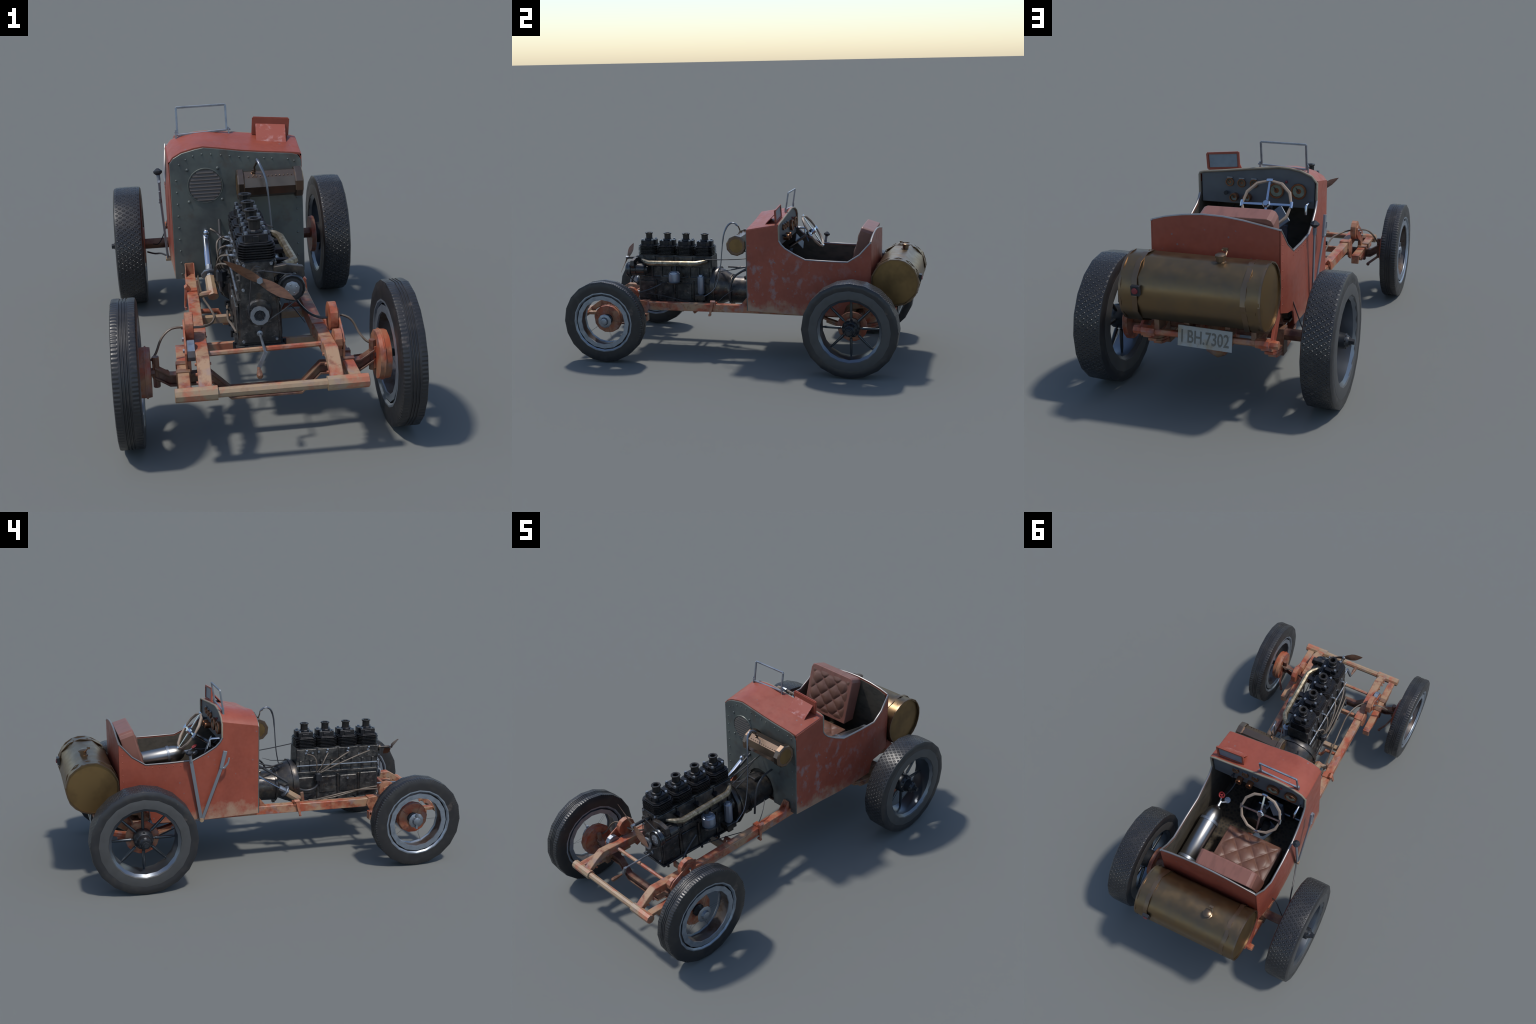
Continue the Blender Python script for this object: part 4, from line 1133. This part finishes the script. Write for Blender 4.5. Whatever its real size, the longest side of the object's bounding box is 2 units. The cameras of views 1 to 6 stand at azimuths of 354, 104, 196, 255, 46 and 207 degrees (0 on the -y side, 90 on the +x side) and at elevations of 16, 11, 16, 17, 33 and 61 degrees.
    o = Shape(); o.box((0.052, -0.325, 0.296), (0.106, -0.264, 0.328)); o.box((0.056, -0.31, 0.275), (0.096, -0.28, 0.297))
    o.obj("filter_bracket", 'gearbox', of, bevel=0.002)
    o = Shape(); o.lathe([(0, 0.03), (0.02, 0.045), (0.028, 0.045), (0.028, 0)], (0.030, -0.250, 0.39), (0, 1, 0), 10); 
    o.obj("flywheel_cover", 'gearbox', block, smooth=35)
    # left side: distributor with four leads, hoses
    o = Shape()
    o.lathe([(0, 0), (0, 0.010), (0.022, 0.012), (0.024, 0.021), (0.058, 0.021), (0.060, 0.017), (0.066, 0.012), (0.066, 0)], (-0.110, -0.347, 0.358), (0, 0, 1), 8)
    di = o.obj("distributor", 'dark', block, smooth=35)
    a = Shape(); a.box((-0.105, -0.362, 0.372), (-0.075, -0.332, 0.40)); a.obj("distributor_arm", 'engine', di, bevel=0.002)
    for k, y in enumerate(CYL):
        pl = Shape()
        pl.lathe([(0, 0.007), (0.006, 0.007), (0.007, 0.0045), (0.016, 0.0045), (0.018, 0.003), (0.024, 0.003)], (-0.0700, y + 0.004, 0.519), (-1, 0, 0.1), 7)
        pl.lathe([(0, 0.0065), (0.005, 0.0055), (0.007, 0.0)], (-0.0705, y, 0.535), (-1, 0, 0.2), 7)
        pl.obj("spark_plug", 'steel', block, smooth=40)
        st = V(-0.0930, y + 0.004, 0.5215); en = V(-0.112 + 0.006 * (k - 1.5), -0.347 - 0.006 * (1.5 - k), 0.424)
        m1 = st * 0.72 + en * 0.28 + V(-0.018, 0.004, 0.010); m2 = st * 0.25 + en * 0.75 + V(-0.016, -0.002, 0.012)
        if k == 3: m1 = V(-0.118, -0.318, 0.515); m2 = V(-0.120, -0.334, 0.475)
        w = Shape(); w.tube([st, m1, m2, en], 0.0032, 6, smooth=4)
        w.obj("ignition_lead", 'cable_tan', block, smooth=60)
    h = Shape(); h.tube([(-0.112, -0.345, 0.362), (-0.112, -0.335, 0.345), (-0.112, -0.315, 0.333), (-0.112, -0.285, 0.328), (-0.112, -0.25, 0.336), (-0.108, -0.19, 0.372), (-0.098, -0.10, 0.430), (-0.092, 0.022, 0.505)], 0.0065, 8, smooth=3)
    h.obj("wiring_hose", 'cable_black', block, smooth=60)
    ct = Shape()
    for px, py, pz in ((-0.0710, -0.325, 0.522), (-0.0710, -0.360, 0.526), (-0.0710, -0.585, 0.500), (-0.0880, -0.52, 0.375)):
        ct.lathe([(0, 0.0068), (0.003, 0.0068), (0.003, 0.004), (0.001, 0.004)], (px, py, pz), (-1, 0, 0), 6)
    ct.obj("blanking_plugs", 'steel', block, kind="stuff")
    # bell housing and gearbox tube running through the firewall
    b = Shape()
    cz = 0.362
    b.lathe([(0.0, 0.0), (0.0, 0.112), (0.012, 0.115), (0.030, 0.113), (0.060, 0.104), (0.100, 0.084), (0.110, 0.082), (0.110, 0.0)], (ENG, -0.240, cz), (0, 1, -0.06), 11)
    bh = b.obj("bell_housing", 'gearbox', block, smooth=32)
    f = Shape(); f.lathe([(0.024, 0.108), (0.024, 0.120), (0.032, 0.119), (0.032, 0.105)], (ENG, -0.240, cz), (0, 1, -0.06), 14, closed=True)
    for k in range(10):
        a = 2 * pi * k / 10
        f.lathe([(0, 0.006), (0.008, 0.006), (0.008, 0)], (ENG + math.cos(a) * 0.106, -0.210, cz - 0.002 + math.sin(a) * 0.106), (0, 1, 0), 6)
    f.obj("housing_flange", 'gearbox', bh, smooth=35)
    g = Shape(); g.lathe([(0, 0.0), (0, 0.082), (0.17, 0.078), (0.40, 0.070), (0.40, 0)], (ENG, -0.135, 0.342), (0, 1, 0), 12)
    g.obj("gearbox_tube", 'gearbox', bh, smooth=35)
    g = Shape(); g.lathe([(0, 0.082), (0, 0.0885), (0.010, 0.0885), (0.010, 0.080)], (ENG, -0.130, 0.342), (0, 1, 0), 12, closed=True)
    g.box((ENG - 0.012, -0.132, 0.245), (ENG + 0.012, -0.118, 0.262))
    g.obj("tube_clamp", 'gearbox', bh, smooth=35)
    g = Shape(); g.box((ENG - 0.03, -0.05, 0.415), (ENG + 0.03, 0.0, 0.432)); g.obj("gearbox_cover", 'gearbox', bh, bevel=0.004)
    # pipes and wires between engine and firewall
    w = Shape()
    w.tube([(0.085, -0.262, 0.537), (0.06, -0.19, 0.534), (0.03, -0.11, 0.532), (0.0, -0.04, 0.533), (-0.01, 0.018, 0.536)], 0.003, 6)
    w.tube([(0.04, -0.235, 0.452), (0.035, -0.194, 0.459), (0.02, -0.12, 0.468), (0.009, -0.069, 0.488)], 0.0028, 6, radii=[0.003, 0.003, 0.002, 0.0008])
    w.tube([(0.07, 0.018, 0.483), (0.072, -0.03, 0.478), (0.074, -0.066, 0.460), (0.078, -0.095, 0.430), (0.084, -0.114, 0.375), (0.080, -0.118, 0.285)], 0.0055, 7, smooth=2)
    w.tube([(-0.06, -0.15, 0.45), (-0.055, -0.06, 0.47), (-0.045, 0.018, 0.50)], 0.004, 6)
    w.obj("engine_pipes", 'cable_black', block, smooth=60)
    w = Shape()
    w.tube([(-0.09, -0.690, 0.315), (-0.10, -0.60, 0.310), (-0.104, -0.50, 0.288), (-0.10, -0.40, 0.270), (-0.095, -0.30, 0.268)], 0.004, 6, smooth=3)
    w.obj("brake_pipe", 'cable_tan', block, smooth=60)
    w = Shape()
    w.tube([(0.13, -0.70, 0.335), (0.122, -0.60, 0.330), (0.118, -0.50, 0.316), (0.116, -0.40, 0.294), (0.13, -0.32, 0.285), (0.165, -0.20, 0.285), (0.158, -0.14, 0.335), (0.120, -0.085, 0.372)], 0.0022, 5, smooth=3)
    w.obj("brake_cable", 'cable_black', block, smooth=60)
    # the whole unit sits very slightly askew in the frame
    block.matrix_local = Matrix.Translation((ENG, -0.69, 0)) @ Matrix.Rotation(-0.013, 4, 'Z') @ Matrix.Translation((-ENG, 0.69, 0))
engine()

# ------------------------------------------------------------------ steering box and column outside the firewall
def steering_box():
    s = Shape(); a, b = V(-0.139, -0.164, 0.336), V(-0.134, -0.238, 0.286)
    s.rod(a, b, 0.019, 0.021, seg=8)
    bx = s.obj("steering_box", 'beige', smooth=35)
    s = Shape(); s.rod((-0.185, -0.236, 0.296), (-0.135, -0.232, 0.300), 0.011, seg=8)
    s.obj("steering_stub", 'beige', bx, smooth=35)
    c = Shape(); c.rod((-0.139, -0.168, 0.34), (-0.1375, -0.12, 0.367), 0.014, seg=8)
    pass
    c.obj("steering_tube", 'steel', bx, smooth=40)
    st = Shape(); a, b = V(-0.139, -0.150, 0.348), V(-0.137, 0.021, 0.455); d = (b - a).normalized(); nn = V(1, 0, 0).cross(d)
    st.loft([[p + V(1, 0, 0) * (math.cos(t) * 0.0125) + nn * (math.sin(t) * 0.0042) for t in [2 * pi * i / 10 for i in range(10)]] for p in (a, b)])
    st.obj("steering_strut", 'chrome', bx, smooth=50)
    f = Shape(); f.lathe([(0, 0.03), (0.004, 0.033), (0.008, 0.03), (0.008, 0)], (-0.139, -0.155, 0.343), (0, 0.83, 0.55), 9)
    f.obj("steering_flange", 'steel', bx, smooth=35)
    l = Shape(); l.beam((-0.186, -0.236, 0.30), (-0.190, -0.228, 0.35), 0.008, 0.016, up=(0, 1, 0)); l.beam((-0.187, -0.236, 0.30), (-0.186, -0.25, 0.255), 0.008, 0.014, up=(0, 1, 0))
    l.obj("drop_arm", 'brown_frame', bx, bevel=0.001)
    p = Shape(); p.ball((-0.135, 0.012, 0.462), 0.014, 9); p.obj("column_joint", 'chrome', bx, smooth=60)
    e = Shape(); e.tube([(-0.045, -0.165, 0.470), (-0.075, -0.09, 0.462), (-0.10, -0.01, 0.468), (-0.118, 0.010, 0.475)], 0.005, 6)
    e.obj("pedal_rod", 'gearbox', bx, smooth=50)
steering_box()

# ------------------------------------------------------------------ brake cables to the front drums
def cables():
    for sg in (1, -1):
        f = lambda x: CX + sg * x
        w = Shape()
        if sg < 0:
            w.tube([(f(0.236), -0.683, 0.343), (f(0.285), -0.693, 0.345), (f(0.318), -0.705, 0.320), (f(0.338), -0.725, 0.280), (f(0.355), -0.74, 0.262)], 0.0042, 6, smooth=3)
        else:
            w.tube([(f(0.240), -0.683, 0.343), (f(0.262), -0.69, 0.345), (f(0.290), -0.70, 0.330), (f(0.310), -0.715, 0.292), (f(0.33), -0.735, 0.268), (f(0.355), -0.75, 0.262)], 0.0042, 6, smooth=3)
        w.obj("brake_cable", 'cable_tan', smooth=60)
    w = Shape()
    w.tube([(-0.228, -0.683, 0.340), (-0.195, -0.670, 0.335), (-0.165, -0.625, 0.327), (-0.151, -0.560, 0.324), (-0.152, -0.498, 0.318), (-0.160, -0.38, 0.302), (-0.172, -0.23, 0.285), (-0.178, -0.05, 0.290), (-0.178, 0.015, 0.300)], 0.0042, 6, smooth=3)
    w.obj("brake_cable", 'cable_tan', smooth=60)
    w = Shape()
    w.tube([(0.205, -0.683, 0.338), (0.180, -0.675, 0.338), (0.150, -0.640, 0.345), (0.125, -0.58, 0.365), (0.115, -0.53, 0.39)], 0.0042, 6, smooth=3)
    w.obj("brake_cable", 'cable_black', smooth=60)
    w = Shape(); w.tube([(-0.28, 0.33, 0.283), (-0.31, 0.42, 0.275), (-0.34, 0.53, 0.245), (-0.372, 0.60, 0.235)], 0.004, 6, smooth=3)
    w.tube([(-0.27, 0.60, 0.40), (-0.29, 0.585, 0.33), (-0.32, 0.60, 0.27), (-0.345, 0.62, 0.265)], 0.0025, 5, smooth=3)
    w.obj("brake_cable", 'cable_black', smooth=60)
cables()

# ------------------------------------------------------------------ outside levers on the left
def levers():
    s = Shape()
    a, k = V(-0.284, 0.328, 0.283), V(-0.302, 0.383, 0.622)
    s.beam(a, a + (k - a) * 0.93, 0.017, 0.006, up=(1, 0, 0))
    s.rod(a + (k - a) * 0.90, k, 0.0075, 0.008, seg=7)
    g = s.obj("gear_lever", 'lever', bevel=0.001)
    n = Shape(); n.lathe([(-0.014, 0.006), (-0.004, 0.018), (0.004, 0.019), (0.016, 0.004), (0.016, 0)], V(-0.303, 0.386, 0.634), (-0.05, 0.16, 1), 7)
    n.obj("lever_knob", 'dark', g, smooth=30)
    s = Shape()
    b = V(-0.2995, 0.228, 0.543); t = V(-0.300, 0.206, 0.632)
    s.beam(V(-0.287, 0.322, 0.284), b, 0.015, 0.007, up=(1, 0, 0))
    s.beam(b - V(0, 0.003, -0.001) * 0, t, 0.017, 0.010, up=(1, 0, 0), w2=0.020)
    h = s.obj("hand_brake", 'lever', bevel=0.0012)
    s = Shape(); s.beam(V(-0.301, 0.214, 0.545), V(-0.3015, 0.193, 0.570), 0.010, 0.008, up=(1, 0, 0)); s.beam(V(-0.3015, 0.193, 0.570), V(-0.3015, 0.187, 0.597), 0.008, 0.007, up=(1, 0, 0))
    s.ball((-0.303, 0.216, 0.546), 0.006, 6)
    s.obj("brake_trigger", 'lever', h, bevel=0.001)
    p = Shape(); p.rod((-0.255, 0.326, 0.279), (-0.294, 0.326, 0.279), 0.011, seg=8)
    p.obj("lever_pivot", 'beige', smooth=35)
    q = Shape(); q.tube([(-0.265, 0.34, 0.395), (-0.262, 0.34, 0.385)], 0.010, 7); q.obj("lever_boss", 'beige', smooth=40)
levers()

# ------------------------------------------------------------------ cockpit: seat, steering wheel, pedals, gas bottle
def quilt(s, origin, ux, uy, un, w, h, depth, nx, ny, cells):
    """quilted cushion face: pillow diamonds with pulled-in buttons"""
    grid = []
    for j in range(ny + 1):
        row = []
        for i in range(nx + 1):
            u, v = i / nx, j / ny
            a = pi * (u * cells[0] + v * cells[1]); b = pi * (u * cells[0] - v * cells[1])
            p = (abs(math.sin(a)) * abs(math.sin(b))) ** 0.45
            edge = min(min(u, 1 - u) * 9, min(v, 1 - v) * 9, 1)
            row.append(s.bm.verts.new(origin + ux * (w * u) + uy * (h * v) + un * (depth * (p * edge - 0.4))))
        grid.append(row)
    for j in range(ny):
        for i in range(nx):
            s.bm.faces.new([grid[j][i], grid[j][i + 1], grid[j + 1][i + 1], grid[j + 1][i]])

def cockpit():
    # backrest: leaning slab with chamfered upper corners
    s = Shape()
    xl, xr = -0.231, 0.066
    def slab(y_at, shrink=0.0):
        out = []
        for x, z in ((xr, 0.50), (xr, 0.722), (xr - 0.008, 0.737), (xr - 0.020, 0.742), (xl + 0.024, 0.745), (xl + 0.008, 0.739), (xl, 0.722), (xl, 0.50)):
            out.append(V(CX + (x - CX) * (1 - shrink), y_at + (z - 0.50) * 0.27, z))
        return out
    rear = [V(p.x, p.y, p.z - (0.020 if p.z > 0.6 else 0)) for p in slab(0.652)]
    s.loft([slab(0.580, 0.02), slab(0.588), rear])
    back = s.obj("seat_back", 'leather_red', bevel=0.003, seg=2)
    q = Shape(); ln = math.hypot(0.27, 1)
    up = V(0, 0.27, 1) / ln; nr = V(0, -1, 0.27) / ln
    quilt(q, V(xl + 0.012, 0.5775 + 0.010 * 0.27, 0.510), V(1, 0, 0), up, nr, xr - xl - 0.024, 0.228, 0.011, 84, 76, (3.0, 2.5))
    q.obj("seat_back_quilting", 'leather', back, smooth=180)
    c = Shape(); c.box((-0.222, 0.368, 0.385), (0.076, 0.588, 0.470))
    cu = c.obj("seat_cushion", 'leather', bevel=0.008, seg=2)
    q = Shape(); quilt(q, V(-0.214, 0.376, 0.474), V(1, 0, 0), V(0, 1, 0), V(0, 0, 1), 0.282, 0.206, 0.012, 84, 64, (3.0, 2.0))
    q.obj("seat_quilting", 'leather', cu, smooth=180)
    f = Shape(); f.box((-0.215, 0.38, 0.30), (0.07, 0.585, 0.385)); f.obj("seat_base", 'lining', cu)
    # steering wheel with four flat spokes and an eight-sided wrapped rim
    hub = V(-0.090, 0.342, 0.690); nz = V(0, 0.83, 0.555).normalized(); ex = V(1, 0, 0); ey = nz.cross(ex).normalized()
    r = Shape(); R = 0.103; ring = []
    for k in range(13):
        a = 2 * pi * (k % 12) / 12 + 0.03
        wrap = 0.0048 + 0.0030 * abs(math.sin(2 * a))
        o = hub + (ex * math.cos(a) + ey * math.sin(a)) * R; u = ex * math.cos(a) + ey * math.sin(a)
        ring.append([o + (u * math.cos(t) + nz * math.sin(t)) * wrap for t in [2 * pi * i / 6 for i in range(6)]])
    r.loft(ring, caps=False)
    w = r.obj("steering_wheel", 'grip', smooth=45)
    sp = Shape()
    for k in range(4):
        a = pi / 2 * k + 0.03; u = ex * math.cos(a) + ey * math.sin(a)
        sp.beam(hub + u * 0.012, hub + u * (R - 0.002), 0.010, 0.0045, up=nz, w2=0.008)
        t = ex * -math.sin(a) + ey * math.cos(a)
        sp.tube([hub + u * R - t * 0.013, hub + u * (R + 0.001), hub + u * R + t * 0.013], 0.0072, 7)
    sp.obj("wheel_spokes", 'chrome', w, smooth=35)
    b = Shape(); b.lathe([(-0.004, 0.018), (0.006, 0.018), (0.010, 0.013), (0.016, 0.012), (0.016, 0)], hub, nz, 7)
    b.obj("wheel_boss", 'chrome', w, smooth=30)
    b = Shape(); b.lathe([(0, 0.016), (-0.034, 0.017), (-0.036, 0.012)], hub - nz * 0.004, nz, 9)
    b.obj("wheel_hub_sleeve", 'dark', w, smooth=35)
    c = Shape(); c.rod(hub - nz * 0.03, hub - nz * 0.17, 0.0095, seg=9); c.obj("steering_column", 'chrome', w, smooth=40)
    lv = Shape(); lv.beam(hub - nz * 0.05, hub - nz * 0.05 + V(0.03, 0.02, -0.03), 0.006, 0.006); lv.obj("advance_lever", 'blueplate', w)
    # column support and pedal box in blue-grey plate
    p = Shape()
    d = hub - nz * 0.15
    p.beam(V(-0.098, 0.238, 0.648), V(-0.146, 0.272, 0.592), 0.058, 0.006, up=(0.5, 0.7, 0.7))
    p.beam(V(-0.118, 0.205, 0.575), V(-0.110, 0.165, 0.340), 0.045, 0.014, up=(0, 1, 0))
    p.beam(V(-0.040, 0.345, 0.330), V(-0.095, 0.22, 0.350), 0.060, 0.010, up=(0, 0, 1))
    p.obj("column_support", 'blueplate', bevel=0.002)
    t = Shape()
    t.rod((-0.060, 0.30, 0.31), (-0.075, 0.25, 0.40), 0.020, seg=9)
    t.obj("gear_selector", 'dark', smooth=40)
    e = Shape()
    for x in (-0.20, -0.145, -0.005):
        e.beam((x, 0.08, 0.34), (x, 0.16, 0.39), 0.010, 0.010); e.box((x - 0.020, 0.155, 0.375), (x + 0.020, 0.163, 0.420), rot=('X', -0.5))
    e.obj("pedal", 'steel', bevel=0.001)
    # chrome gas bottle strapped along the right side
    a, bq = V(0.178, 0.640, 0.462), V(0.166, 0.322, 0.508); ax = (bq - a); L = ax.length
    g = Shape(); g.lathe([(0, 0), (0, 0.044), (0.004, 0.047), (L * 0.80, 0.047), (L * 0.90, 0.041), (L * 0.965, 0.028), (L, 0.012), (L, 0)], a, ax, 18)
    bo = g.obj("gas_bottle", 'bright', smooth=50)
    for f0 in (0.70, 0.02):
        t = Shape(); t.lathe([(L * f0, 0.0465), (L * f0, 0.0505), (L * f0 + 0.014, 0.0505), (L * f0 + 0.014, 0.0465)], a, ax, 14, closed=True)
        t.obj("bottle_strap", 'steel', bo, smooth=35)
    v = Shape(); v.rod(bq - ax.normalized() * 0.004, bq + ax.normalized() * 0.03, 0.0085, 0.007, seg=7)
    v.rod(bq + V(0, -0.02, 0.0), V(0.170, 0.276, 0.525), 0.004, seg=6)
    v.rod(bq + V(0, -0.022, 0.004), V(0.140, 0.282, 0.508), 0.0045, seg=6)
    v.obj("bottle_valve", 'steel', bo, smooth=40)
    hd = V(0.172, 0.268, 0.532); hn = V(0.0, 0.55, 0.85).normalized()
    h = Shape(); e1 = V(1, 0, 0); e2 = hn.cross(e1)
    rg = [[hd + (e1 * math.cos(2 * pi * k / 9) + e2 * math.sin(2 * pi * k / 9)) * 0.0145 + ((e1 * math.cos(2 * pi * k / 9) + e2 * math.sin(2 * pi * k / 9)) * math.cos(q2) + hn * math.sin(q2)) * 0.0036 for q2 in (0, 1.57, 3.14, 4.71)] for k in range(9)]
    rg.append(rg[0]); h.loft(rg, caps=False)
    for k in range(3):
        aa = 2 * pi * k / 3; h.rod(hd, hd + (e1 * math.cos(aa) + e2 * math.sin(aa)) * 0.0135, 0.0028, seg=5)
    h.ball(hd, 0.006, 7)
    h.obj("valve_handwheel", 'red_knob', bo, smooth=50)
    m = Shape(); m.lathe([(-0.012, 0.0), (-0.012, 0.015), (0.0, 0.0165), (0.0, 0.0125), (-0.004, 0.012), (-0.004, 0)], V(0.138, 0.272, 0.512), hn, 8)
    m.obj("pressure_gauge", 'steel', bo, smooth=30)
    hs = Shape(); hs.tube([(0.165, 0.272, 0.525), (0.15, 0.22, 0.52), (0.135, 0.16, 0.56), (0.13, 0.10, 0.62)], 0.004, 6, smooth=3); hs.obj("gas_hose", 'cable_black', bo, smooth=50)
cockpit()
